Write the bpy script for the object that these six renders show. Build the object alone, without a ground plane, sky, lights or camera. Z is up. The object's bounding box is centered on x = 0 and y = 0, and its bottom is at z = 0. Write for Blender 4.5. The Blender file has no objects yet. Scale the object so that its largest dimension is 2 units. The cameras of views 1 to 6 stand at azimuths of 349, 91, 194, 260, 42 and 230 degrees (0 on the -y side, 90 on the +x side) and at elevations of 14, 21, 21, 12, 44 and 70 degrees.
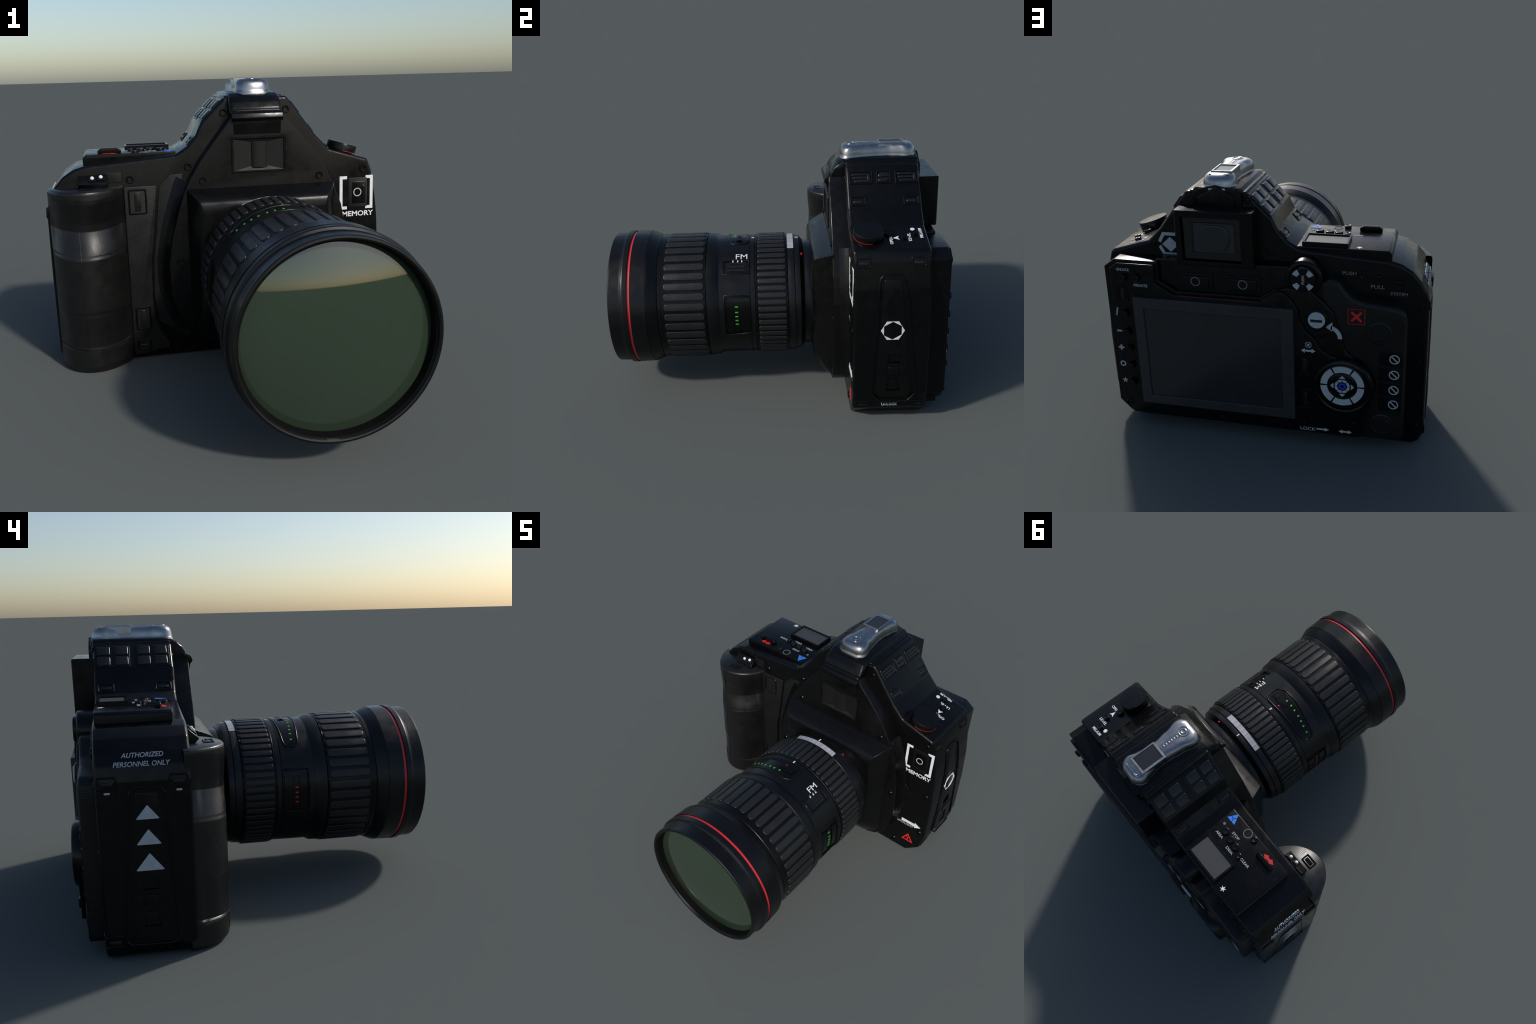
import bpy, bmesh, math, random
from mathutils import Vector, Matrix

random.seed(7)
pi = math.pi
LX, LZ = 0.2157, 0.5455            # lens axis (runs along y)

# ------------------------------------------------------------------ materials
def material(name, base, rough=0.4, metal=0.0, spec=0.5, var=0.15, scale=9.0, bump=0.0, bump_scale=120.0,
             grain=None, coat=0.0, rough_var=0.08, stretch=None):
    m = bpy.data.materials.new(name); m.use_nodes = True
    nt = m.node_tree; N = nt.nodes; Lk = nt.links
    b = N["Principled BSDF"]
    b.inputs["Metallic"].default_value = metal
    b.inputs["Specular IOR Level"].default_value = spec
    b.inputs["Coat Weight"].default_value = coat
    tc = N.new("ShaderNodeTexCoord")
    n1 = N.new("ShaderNodeTexNoise"); n1.inputs["Scale"].default_value = scale; n1.inputs["Detail"].default_value = 5
    if stretch:
        ms = N.new("ShaderNodeMapping"); ms.inputs["Scale"].default_value = stretch
        Lk.new(tc.outputs["Object"], ms.inputs["Vector"]); Lk.new(ms.outputs["Vector"], n1.inputs["Vector"])
    else: Lk.new(tc.outputs["Object"], n1.inputs["Vector"])
    cr = N.new("ShaderNodeValToRGB")
    lo = [c * (1 - var) for c in base]; hi = [min(1, c * (1 + var)) for c in base]
    cr.color_ramp.elements[0].position = 0.3; cr.color_ramp.elements[0].color = (*lo, 1)
    cr.color_ramp.elements[1].position = 0.7; cr.color_ramp.elements[1].color = (*hi, 1)
    Lk.new(n1.outputs["Fac"], cr.inputs["Fac"]); Lk.new(cr.outputs["Color"], b.inputs["Base Color"])
    mr = N.new("ShaderNodeMapRange")
    mr.inputs["From Min"].default_value = 0.3; mr.inputs["From Max"].default_value = 0.7
    mr.inputs["To Min"].default_value = max(0.02, rough - rough_var); mr.inputs["To Max"].default_value = min(1, rough + rough_var)
    n2 = N.new("ShaderNodeTexNoise"); n2.inputs["Scale"].default_value = scale * 2.3; n2.inputs["Detail"].default_value = 6
    Lk.new(tc.outputs["Object"], n2.inputs["Vector"])
    Lk.new(n2.outputs["Fac"], mr.inputs["Value"]); Lk.new(mr.outputs["Result"], b.inputs["Roughness"])
    if bump > 0:
        if grain == "weave":                      # fine lozenge grain of the leatherette
            mp = N.new("ShaderNodeMapping"); mp.inputs["Rotation"].default_value = (0.0, pi / 4, 0.0)
            Lk.new(tc.outputs["Object"], mp.inputs["Vector"])
            src = N.new("ShaderNodeTexVoronoi"); src.inputs["Scale"].default_value = bump_scale
            src.inputs["Randomness"].default_value = 0.0
            Lk.new(mp.outputs["Vector"], src.inputs["Vector"]); out = src.outputs["Distance"]
        else:
            src = N.new("ShaderNodeTexNoise"); src.inputs["Scale"].default_value = bump_scale
            src.inputs["Detail"].default_value = 3
            Lk.new(tc.outputs["Object"], src.inputs["Vector"]); out = src.outputs["Fac"]
        bp = N.new("ShaderNodeBump"); bp.inputs["Strength"].default_value = bump
        bp.inputs["Distance"].default_value = 0.004
        Lk.new(out, bp.inputs["Height"]); Lk.new(bp.outputs["Normal"], b.inputs["Normal"])
    return m

PLASTIC = material("black_plastic", (0.0022, 0.0022, 0.0024), spec=0.25, rough=0.25, bump=0.05, bump_scale=160)
SATIN = material("satin_black_plastic", (0.0030, 0.0030, 0.0032), spec=0.24, rough=0.28, bump=0.06, bump_scale=160)
DARK = material("deep_black_plastic", (0.0025, 0.0025, 0.0027), rough=0.45)
LEATHER = material("grained_leatherette", (0.0066, 0.0065, 0.0063), spec=0.30, rough=0.42, bump=0.30, bump_scale=110, grain="weave")
GRIPMAT = material("rubber_grip_skin", (0.0068, 0.0066, 0.0064), spec=0.46, rough=0.33, bump=0.09, bump_scale=150, grain="weave")
def grip_channels(m):
    """moulded finger channels of the grip: a slope profile along z, added to the grain bump"""
    nt = m.node_tree; N = nt.nodes; Lk = nt.links
    tc = N.new("ShaderNodeTexCoord"); sp = N.new("ShaderNodeSeparateXYZ"); Lk.new(tc.outputs["Object"], sp.inputs[0])
    # lower edges sag towards the middle of the grip
    dx = N.new("ShaderNodeMath"); dx.operation = "ADD"; dx.inputs[1].default_value = 0.70; Lk.new(sp.outputs["X"], dx.inputs[0])
    sq = N.new("ShaderNodeMath"); sq.operation = "MULTIPLY"; Lk.new(dx.outputs[0], sq.inputs[0]); Lk.new(dx.outputs[0], sq.inputs[1])
    sc = N.new("ShaderNodeMath"); sc.operation = "MULTIPLY_ADD"; sc.inputs[1].default_value = -0.5; Lk.new(sq.outputs[0], sc.inputs[0]); Lk.new(sp.outputs["Z"], sc.inputs[2])
    cr = N.new("ShaderNodeValToRGB"); e = cr.color_ramp.elements
    stops = [(0.0, 1.0), (0.125, 1.0), (0.135, 0.45), (0.29, 0.95), (0.305, 1.0), (0.615, 1.0), (0.630, 0.92), (0.640, 0.88), (0.765, 0.0), (0.80, 0.10), (0.905, 0.93), (0.925, 1.0)]
    while len(e) < len(stops): e.new(0.5)
    for el, (p, v) in zip(e, stops): el.position = p; el.color = (v, v, v, 1)
    Lk.new(sc.outputs[0], cr.inputs["Fac"])
    bp = N.new("ShaderNodeBump"); bp.inputs["Strength"].default_value = 1.0; bp.inputs["Distance"].default_value = 0.04
    Lk.new(cr.outputs["Color"], bp.inputs["Height"])
    old = [n for n in N if n.type == "BUMP" and n is not bp][0]
    Lk.new(bp.outputs["Normal"], old.inputs["Normal"])
grip_channels(GRIPMAT)
RUBBER = material("ribbed_rubber", (0.0135, 0.0135, 0.0140), spec=0.36, rough=0.38, bump=0.05, bump_scale=140)
BARREL = material("lens_barrel_black", (0.0032, 0.0032, 0.0036), spec=0.34, rough=0.36, var=0.25, scale=6, bump=0.03, bump_scale=90)
MATTE = material("matt_black_baffle", (0.003, 0.003, 0.003), rough=0.8, spec=0.1)
WELL = material("dull_well_plastic", (0.0070, 0.0070, 0.0068), spec=0.25, rough=0.5)
BEZEL = material("grey_black_bezel", (0.022, 0.024, 0.026), rough=0.45)
SCREEN = material("display_glass", (0.020, 0.021, 0.024), rough=0.22, var=0.06, scale=3, rough_var=0.03)
TOPLCD = material("dull_display", (0.045, 0.045, 0.050), rough=0.5, var=0.05, scale=3, rough_var=0.03)
KEYS = material("smoked_key_plastic", (0.0070, 0.0068, 0.0066), rough=0.30, spec=0.42)
SILVER = material("polished_silver", (0.33, 0.335, 0.345), rough=0.30, metal=1.0, var=0.10, scale=14, rough_var=0.07, bump=0.03, bump_scale=60)
SILVERDULL = material("dull_silver", (0.36, 0.36, 0.36), rough=0.36, metal=1.0, var=0.12, scale=20)
GLASS = material("green_coated_glass", (0.026, 0.041, 0.025), rough=0.03, spec=1.0, var=0.04, scale=2, rough_var=0.0)
EYEGLASS = material("eyepiece_glass", (0.022, 0.027, 0.028), rough=0.12, var=0.05, scale=3, rough_var=0.02)
WHITE = material("white_print", (0.72, 0.73, 0.74), rough=0.5, var=0.05, scale=40)
PALE = material("pale_print", (0.40, 0.43, 0.46), rough=0.5, var=0.08, scale=40)
GREYPRINT = material("grey_print", (0.16, 0.165, 0.17), rough=0.5, var=0.1, scale=60)
SCALE = material("silver_scale_strip", (0.36, 0.36, 0.39), rough=0.45, var=0.32, scale=90, stretch=(1.0, 0.02, 0.05))
RED = material("red_print", (0.62, 0.018, 0.020), rough=0.45, var=0.05)
REDRING = material("red_ring_paint", (0.66, 0.030, 0.035), rough=0.35, var=0.06)
BLUE = material("blue_print", (0.03, 0.20, 0.75), rough=0.5, var=0.04)
DEEPBLUE = material("deep_blue_print", (0.008, 0.05, 0.62), rough=0.45, var=0.04)
GREEN = material("green_print", (0.05, 0.40, 0.03), rough=0.5, var=0.1, scale=80)

# ------------------------------------------------------------------ hierarchy
scene_col = bpy.context.scene.collection
ROOT = bpy.data.objects.new("digital_camera", None); scene_col.objects.link(ROOT)
ROOT["label"] = "black single-lens reflex camera with large ribbed zoom lens"
ROOT["category"] = "camera"

def finish(name, me, mat, parent, angle=38, smooth=True):
    me.materials.clear(); me.materials.append(mat)
    if smooth:
        me.polygons.foreach_set("use_smooth", [True] * len(me.polygons))
        me.set_sharp_from_angle(angle=math.radians(angle))
    me.update()
    o = bpy.data.objects.new(name, me); scene_col.objects.link(o)
    o.parent = parent if parent else ROOT
    return o

def from_geo(name, verts, faces, mat, parent=None, angle=38, smooth=True, merge=0.0):
    bm = bmesh.new()
    vs = [bm.verts.new(v) for v in verts]
    for f in faces:
        try: bm.faces.new([vs[i] for i in f])
        except ValueError: pass
    if merge: bmesh.ops.remove_doubles(bm, verts=bm.verts, dist=merge)
    bmesh.ops.recalc_face_normals(bm, faces=bm.faces)
    me = bpy.data.meshes.new(name); bm.to_mesh(me); bm.free()
    return finish(name, me, mat, parent, angle, smooth)

class Frame:
    """A flat working plane: origin, right, up; normal = right x up."""
    def __init__(s, o, u, v, k=1.0):
        s.k = k; s.o = Vector(o); s.u = Vector(u).normalized(); v = Vector(v)
        s.v = (v - s.u * v.dot(s.u)).normalized(); s.n = s.u.cross(s.v)
    def p(s, a, b, c=0.0): return s.o + s.u * (a * s.k) + s.v * (b * s.k) + s.n * c
    def at(s, a, b, c=0.0):
        return Frame(s.p(a, b, c), s.u, s.v, s.k)
FRONT = lambda y: Frame((0, y, 0), (1, 0, 0), (0, 0, 1))        # coords (x, z)
BACK = lambda y: Frame((0, y, 0), (-1, 0, 0), (0, 0, 1))        # coords (-x, z)
TOP = lambda z: Frame((0, 0, z), (-1, 0, 0), (0, -1, 0))        # coords (-x, -y), read from behind
RIGHT = lambda x: Frame((x, 0, 0), (0, 1, 0), (0, 0, 1))        # coords (y, z)
LEFT = lambda x: Frame((x, 0, 0), (0, -1, 0), (0, 0, 1))        # coords (-y, z)
def back_at(y, y_ref):
    """back plane at depth y for outlines that were sized on the plane y_ref (seen from behind)"""
    k = (4.223 - y) / (4.223 - y_ref)
    return Frame((-0.98 * (1 - k), y, 2.42 * (1 - k)), (-1, 0, 0), (0, 0, 1), k)
neg = lambda pts: [(-a, b) for a, b in pts]

def area(p): return sum(p[i][0] * p[(i + 1) % len(p)][1] - p[(i + 1) % len(p)][0] * p[i][1] for i in range(len(p))) / 2

def rounded(poly, r, k=4):
    """Round the corners of a polygon; r may be one radius or one per corner."""
    n = len(poly); out = []
    for i in range(n):
        P = Vector(poly[i]); A = Vector(poly[i - 1]); B = Vector(poly[(i + 1) % n])
        ri = r[i] if isinstance(r, (list, tuple)) else r
        a = (A - P); b = (B - P); la, lb = a.length, b.length
        if ri <= 1e-6 or la < 1e-6 or lb < 1e-6: out.append(tuple(P)); continue
        a /= la; b /= lb
        ang = math.acos(max(-1, min(1, a.dot(b))))
        if ang > pi - 0.05: out.append(tuple(P)); continue
        t = min(ri / math.tan(ang / 2), la * 0.48, lb * 0.48)
        p0 = P + a * t; p1 = P + b * t
        for j in range(k + 1):
            s = j / k
            q = (1 - s) ** 2 * p0 + 2 * s * (1 - s) * P + s * s * p1
            out.append((q.x, q.y))
    return out

def inset(poly, d):
    n = len(poly); out = []
    sg = 1 if area(poly) > 0 else -1
    for i in range(n):
        P = Vector(poly[i]); A = Vector(poly[i - 1]); B = Vector(poly[(i + 1) % n])
        e1 = (P - A); e2 = (B - P)
        if e1.length < 1e-9 or e2.length < 1e-9: out.append(tuple(P)); continue
        n1 = Vector((-e1.y, e1.x)).normalized() * sg; n2 = Vector((-e2.y, e2.x)).normalized() * sg
        m = n1 + n2
        if m.length < 1e-6: out.append(tuple(P)); continue
        m.normalize(); c = max(0.35, m.dot(n1))
        q = P + m * (d / c); out.append((q.x, q.y))
    return out

def rings_mesh(rings, close_bottom=True, close_top=True):
    n = len(rings[0]); verts = [tuple(v) for r in rings for v in r]; faces = []
    for i in range(len(rings) - 1):
        for j in range(n):
            k = (j + 1) % n
            faces.append((i * n + j, i * n + k, (i + 1) * n + k, (i + 1) * n + j))
    if close_bottom: faces.append(tuple(range(n))[::-1])
    if close_top: faces.append(tuple(range((len(rings) - 1) * n, len(rings) * n)))
    return verts, faces

def crosses(p):
    """does the outline cross itself?"""
    n = len(p)
    side = lambda a, b, c: (b[0] - a[0]) * (c[1] - a[1]) - (b[1] - a[1]) * (c[0] - a[0])
    for i in range(n):
        a, b = p[i], p[(i + 1) % n]
        for j in range(i + 2, n - (i == 0)):
            q, r = p[j], p[(j + 1) % n]
            if side(a, b, q) * side(a, b, r) < -1e-16 and side(q, r, a) * side(q, r, b) < -1e-16: return True
    return False

def slab(name, poly, F, h0, h1, mat, parent=None, bev=0.004, seg=3, bev0=0.0, angle=38):
    """Plate with the given outline on plane F, from height h0 to h1, with rounded rims."""
    while max(bev, bev0) > 2e-4 and crosses(inset(poly, max(bev, bev0))): bev *= 0.75; bev0 *= 0.75
    R = []
    if bev0 > 0:
        for i in range(seg):
            t = i / seg * pi / 2
            R.append((bev0 * (1 - math.sin(t)), h0 + bev0 * (1 - math.cos(t))))
        R.append((0.0, h0 + bev0))
    else: R.append((0.0, h0))
    if bev > 0:
        for i in range(seg + 1):
            t = i / seg * pi / 2
            R.append((bev * (1 - math.cos(t)), h1 - bev + bev * math.sin(t)))
    else: R.append((0.0, h1))
    rings = []
    for d, h in R:
        q = inset(poly, d) if d > 0 else poly
        rings.append([F.p(a, b, h) for a, b in q])
    v, f = rings_mesh(rings)
    return from_geo(name, v, f, mat, parent, angle, merge=2e-6)

def ring_slab(name, outer, inner, F, h0, h1, mat, parent=None, bev=0.003):
    """Frame between two outlines with the same number of corners."""
    assert len(outer) == len(inner)
    loops = [(outer, h0), (outer, h1 - bev), (inset(outer, bev), h1), (inset(inner, -bev), h1), (inner, h1 - bev), (inner, h0)]
    rings = [[F.p(a, b, h) for a, b in q] for q, h in loops]
    rings.append(rings[0])
    v, f = rings_mesh(rings, False, False)
    return from_geo(name, v, f, mat, parent, 38, merge=1e-6)

def box_poly(cx, cy, w, h, r=0.0, k=3):
    p = [(cx - w / 2, cy - h / 2), (cx + w / 2, cy - h / 2), (cx + w / 2, cy + h / 2), (cx - w / 2, cy + h / 2)]
    return rounded(p, r, k) if r > 0 else p
def disc_poly(cx, cy, r, n=28, a0=0.0, ry=None):
    ry = ry or r
    return [(cx + r * math.cos(a0 + 2 * pi * i / n), cy + ry * math.sin(a0 + 2 * pi * i / n)) for i in range(n)]
def sector(cx, cy, r0, r1, a0, a1, n=8):
    o = [(cx + r1 * math.cos(a0 + (a1 - a0) * i / n), cy + r1 * math.sin(a0 + (a1 - a0) * i / n)) for i in range(n + 1)]
    i_ = [(cx + r0 * math.cos(a1 - (a1 - a0) * i / n), cy + r0 * math.sin(a1 - (a1 - a0) * i / n)) for i in range(n + 1)]
    return o + i_

def box(name, lo, hi, mat, parent=None, r=0.004, bev=0.004):
    F = Frame((0, 0, 0), (1, 0, 0), (0, 1, 0))
    c = ((lo[0] + hi[0]) / 2, (lo[1] + hi[1]) / 2)
    return slab(name, box_poly(c[0], c[1], hi[0] - lo[0], hi[1] - lo[1], r), F, lo[2], hi[2], mat, parent, bev, bev0=bev)

def lathe_on(name, prof, F, mat, parent=None, n=28, angle=38):
    """Turned part: profile of (radius, height) about the normal of plane F."""
    rings = [[F.p(r * math.cos(2 * pi * i / n), r * math.sin(2 * pi * i / n), h) for i in range(n)] for r, h in prof]
    v, f = rings_mesh(rings)
    return from_geo(name, v, f, mat, parent, angle)

def button(name, F, r, h, mat=None, parent=None, ry=None):
    b = min(0.005, r * 0.25)
    return lathe_on(name, [(r, -0.004), (r, h - b), (r - 0.3 * b, h - 0.3 * b), (r - b, h), (r * 0.6, h - 0.001), (0.002, h - 0.0015)],
                    F, mat or SATIN, parent)

def cut(obj, cutters):
    for c in cutters:
        md = obj.modifiers.new("cut", "BOOLEAN"); md.operation = "DIFFERENCE"; md.solver = "EXACT"; md.object = c
    dg = bpy.context.evaluated_depsgraph_get()
    me = bpy.data.meshes.new_from_object(obj.evaluated_get(dg))
    obj.modifiers.clear(); old = obj.data; obj.data = me; me.name = old.name
    bpy.data.meshes.remove(old)
    for c in cutters: bpy.data.objects.remove(c)
    me.polygons.foreach_set("use_smooth", [True] * len(me.polygons))
    me.set_sharp_from_angle(angle=math.radians(38))

def lettering(body, F, w, h, mat=WHITE, parent=None, lift=0.0012, shear=0.0, bold=0.012, name="lettering"):
    cu = bpy.data.curves.new("text", "FONT"); cu.body = body; cu.extrude = 0.02; cu.offset = bold; cu.shear = shear
    cu.resolution_u = 3
    o = bpy.data.objects.new("text", cu); scene_col.objects.link(o)
    dg = bpy.context.evaluated_depsgraph_get()
    me = bpy.data.meshes.new_from_object(o.evaluated_get(dg))
    bpy.data.objects.remove(o); bpy.data.curves.remove(cu)
    xs = [v.co.x for v in me.vertices]; ys = [v.co.y for v in me.vertices]
    x0, x1, y0, y1 = min(xs), max(xs), min(ys), max(ys)
    for v in me.vertices:
        a = (v.co.x - (x0 + x1) / 2) / (x1 - x0) * w; b = (v.co.y - (y0 + y1) / 2) / (y1 - y0) * h
        v.co = F.p(a, b, lift if v.co.z > 0 else -0.002)
    me.name = name
    return finish(name, me, mat, parent, 30, smooth=False)

def mark(name, poly, F, mat=WHITE, parent=None, lift=0.0014):
    return slab(name, poly, F, -0.003, lift, mat, parent, bev=0.0)

def marks(name, polys, F, mat=WHITE, parent=None, lift=0.0014):
    V, Fa = [], []
    for poly in polys:
        v, f = rings_mesh([[F.p(a, b, h) for a, b in poly] for h in (-0.003, lift)])
        k = len(V); V += v; Fa += [tuple(i + k for i in q) for q in f]
    return from_geo(name, V, Fa, mat, parent, 38)

def tube(name, pts, r, mat, parent=None, closed=True, n=8):
    pts = [Vector(p) for p in pts]; m = len(pts); rings = []
    cen = sum(pts, Vector()) / m
    for i, p in enumerate(pts):
        a = pts[i - 1] if (closed or i > 0) else p
        b = pts[(i + 1) % m] if (closed or i < m - 1) else p
        t = (b - a).normalized(); ref = Vector((0.31, 0.52, 0.79)) if closed is False else (cen - p)
        s = t.cross(ref).normalized(); q = s.cross(t).normalized()
        rings.append([p + s * r * math.cos(2 * pi * j / n) + q * r * math.sin(2 * pi * j / n) for j in range(n)])
    if closed: rings.append(rings[0]); v, f = rings_mesh(rings, False, False)
    else: v, f = rings_mesh(rings)
    return from_geo(name, v, f, mat, parent, 60, merge=1e-6)

def arrow2(cx, cy, w, h, shaft=0.38, head=0.33):
    """double-headed arrow"""
    a, s, k = w / 2, h * shaft / 2, w * head
    return [(cx - a, cy), (cx - a + k, cy - h / 2), (cx - a + k, cy - s), (cx + a - k, cy - s), (cx + a - k, cy - h / 2),
            (cx + a, cy), (cx + a - k, cy + h / 2), (cx + a - k, cy + s), (cx - a + k, cy + s), (cx - a + k, cy + h / 2)]
def arrow1(x0, x1, cy, h, shaft=0.5, head=0.045):
    d = 1 if x1 > x0 else -1; s = h * shaft / 2; k = x1 - d * head
    return [(x0, cy - s), (k, cy - s), (k, cy - h / 2), (x1, cy), (k, cy + h / 2), (k, cy + s), (x0, cy + s)]
def star(cx, cy, r, n=6, inner=0.38):
    return [(cx + (r if i % 2 == 0 else r * inner) * math.cos(pi / 2 + pi * i / n),
             cy + (r if i % 2 == 0 else r * inner) * math.sin(pi / 2 + pi * i / n)) for i in range(2 * n)]

def pad(F, w, h, parent, horizontal=True):
    """Moulded rounded catch: raised rim, sunk floor and a bar."""
    ring_slab("catch_rim", box_poly(0, 0, w, h, 0.010), box_poly(0, 0, w - 0.018, h - 0.018, 0.005), F, -0.004, 0.0045, PLASTIC, parent, bev=0.003)
    bw, bh = (w - 0.034, (h - 0.02) * 0.45) if horizontal else ((w - 0.02) * 0.42, h - 0.034)
    slab("catch_bar", box_poly(0, -0.004 if horizontal else 0, bw, bh, 0.004), F, -0.002, 0.0042, KEYS, parent, bev=0.003)

SCREW_MESH = []
def screw(F, parent=None):
    if not SCREW_MESH:
        n = 18; prof = [(0.021, -0.004), (0.021, 0.002), (0.0185, 0.005), (0.0125, 0.005)]
        rings = [[Vector((r * math.cos(2 * pi * i / n), r * math.sin(2 * pi * i / n), h)) for i in range(n)] for r, h in prof]
        for r, h in ((0.0115, 0.0045), (0.0095, -0.002)):       # lobed socket
            rings.append([Vector((r * (1 + 0.22 * math.cos(6 * pi * i / n)) * math.cos(2 * pi * i / n),
                                  r * (1 + 0.22 * math.cos(6 * pi * i / n)) * math.sin(2 * pi * i / n), h)) for i in range(n)])
        v, f = rings_mesh(rings); o = from_geo("screw", v, f, PLASTIC, parent, 38); SCREW_MESH.append(o)
    else:
        o = SCREW_MESH[0].copy(); scene_col.objects.link(o); o.parent = parent or ROOT
    m = Matrix((F.u, F.v, F.n)).transposed().to_4x4(); m.translation = F.o
    o.matrix_local = m
    return o

# ================================================================== BODY SHELL
body_outline = [(-0.845, 0.0), (0.785, 0.0), (0.880, 0.085), (0.907, 0.20), (0.910, 0.52), (0.902, 0.72), (0.889, 0.84), (0.860, 0.990),
                (0.843, 1.048), (0.617, 1.114), (0.539, 1.194), (0.413, 1.361), (0.378, 1.405), (0.036, 1.403), (-0.088, 1.280),
                (-0.120, 1.212), (-0.170, 1.155), (-0.232, 1.117), (-0.526, 1.092), (-0.700, 1.080), (-0.762, 1.062), (-0.822, 1.024),
                (-0.866, 0.972), (-0.897, 0.915), (-0.910, 0.845), (-0.912, 0.50), (-0.910, 0.075), (-0.880, 0.015)]
body_rad = [0.03, 0.03, 0.04, 0.05, 0.2, 0.1, 0.06, 0.04, 0.032, 0.035, 0.035, 0.04, 0.03, 0.03, 0.02, 0.03, 0.04, 0.05, 0.1, 0.05,
            0.04, 0.04, 0.04, 0.04, 0.05, 0.1, 0.04, 0.02]
body = slab("body", rounded(body_outline, body_rad, 3), FRONT(0), -0.856, -0.428, PLASTIC, None, bev=0.018, seg=4, bev0=0.018, angle=42)

# side doors lie in the cut-out wells, tilted like the body sides
def densify(poly, step=0.06):
    out = []
    for a, b in zip(poly, poly[1:] + poly[:1]):
        k = max(1, int(math.dist(a, b) / step)); out += [(a[0] + (b[0] - a[0]) * j / k, a[1] + (b[1] - a[1]) * j / k) for j in range(k)]
    return out
def side_door(F, poly, c, dz):
    poly = densify(poly)
    door = slab("hatch_door", poly, F, -0.03, 0.0, SATIN, body, bev=0.004)
    tube("door_seal", [F.p(a, b, -0.001) for a, b in inset(poly, -0.024)], 0.0055, PLASTIC, body)
    slots = [[(c - 0.036, 0.395 + dz), (c + 0.036, 0.395 + dz), (c + 0.036, 0.452 + dz), (c - 0.036, 0.452 + dz)],
             [(c - 0.040, 0.215 + dz), (c + 0.040, 0.215 + dz), (c + 0.032, 0.300 + dz), (c - 0.032, 0.300 + dz)]]
    for target, depth in ((door, -0.009), (body, -0.0125)):
        cut(target, [slab("cutter", p, F, depth, 0.05, SATIN, None, bev=0) for p in slots])
    slab("door_latch", box_poly(c, 0.345 + dz, 0.062, 0.052, 0.006), F, -0.004, 0.006, SATIN, body, bev=0.004)
    slab("door_latch", [(c - 0.036, 0.220 + dz), (c + 0.036, 0.220 + dz), (c + 0.016, 0.285 + dz), (c - 0.016, 0.285 + dz)], F, -0.03, -0.004, SATIN, body, bev=0.003)
    for sx in (-1, 1): slab("door_latch", box_poly(c + sx * 0.062, 0.345 + dz, 0.05, 0.05, 0.005), F, -0.004, 0.003, PLASTIC, body, bev=0.002)
RD = Frame((0.9112, 0, 0), (0, 1, 0), (0.0, 0, 1))
side_door(RD, rounded([(0.586, 0.170), (0.730, 0.170), (0.760, 0.206), (0.692, 0.893), (0.598, 0.896), (0.558, 0.212)], 0.015, 3), 0.655, 0.0)
LD = LEFT(-0.9125)
side_door(LD, rounded([(-0.734, 0.10), (-0.548, 0.095), (-0.540, 0.12), (-0.577, 0.793), (-0.686, 0.797), (-0.738, 0.125)], 0.015, 3), -0.635, -0.055)
def side_x(z):
    keys = [(0.0, 0.79), (0.085, 0.880), (0.20, 0.907), (0.52, 0.910), (0.72, 0.902), (0.84, 0.889), (0.99, 0.860)]
    for (a, x0), (b, x1) in zip(keys, keys[1:]):
        if z <= b: return x0 + (x1 - x0) * (z - a) / (b - a)
    return keys[-1][1]
for o in [c for c in body.children if c.name.startswith(("hatch_door", "door_seal"))]:
    for v in o.data.vertices:
        if v.co.x > 0.5 and v.co.z > 0.55: v.co.x += side_x(v.co.z) - side_x(0.55) + 0.001
# hexagonal star badge: corners of a hexagon left over by a turned hexagon
hexo = [(0.6455 + 0.066 * math.cos(pi / 3 * i), 0.600 + 0.064 * math.sin(pi / 3 * i)) for i in range(6)]
mids = [((hexo[i][0] + hexo[(i + 1) % 6][0]) / 2, (hexo[i][1] + hexo[(i + 1) % 6][1]) / 2) for i in range(6)]
marks("hexagon_badge", [[mids[i - 1], hexo[i], mids[i]] for i in range(6)], RIGHT(0.9112), WHITE, body)
for (cz, w, h) in ((0.705, 0.108, 0.066), (0.590, 0.114, 0.072), (0.473, 0.131, 0.082)):
    mark("triangle_mark", rounded([(-0.633 - w / 2, cz - h / 2), (-0.633 + w / 2, cz - h / 2), (-0.633, cz + h / 2)], 0.004, 2), LD, PALE, body)
lettering("UNLOCK", RIGHT(0.893).at(0.640, 0.1155), 0.09, 0.016, PALE, body, lift=0.004)
for y, z, x in ((0.486, 0.987, 0.8595), (0.785, 0.987, 0.8595)):
    pad(Frame((x, y, z), (0, 1, 0), (-0.25, 0, 1)), 0.086, 0.058, body)
for y in (0.482, 0.801):
    pad(Frame((0.888, y, 0.120), (0, 1, 0), (0.24, 0, 1)), 0.082, 0.038, body)
for y in (0.803, 0.487):
    pad(Frame((-0.910, y, 0.843), (0, -1, 0), (0.03, 0, 1)), 0.09, 0.058, body)
    mark("dash_mark", box_poly(-y, 0.798, 0.026, 0.009, 0.003), LEFT(-0.911), PALE, body)
pad(Frame((-0.911, 0.811, 0.100), (0, -1, 0), (0, 0, 1)), 0.088, 0.058, body)
lettering("AUTHORIZED", Frame((-0.8790, 0.641, 0.957), (0, -1, 0), (0.50, 0, 0.866)), 0.185, 0.023, PALE, body, lift=0.003, shear=0.25)
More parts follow.
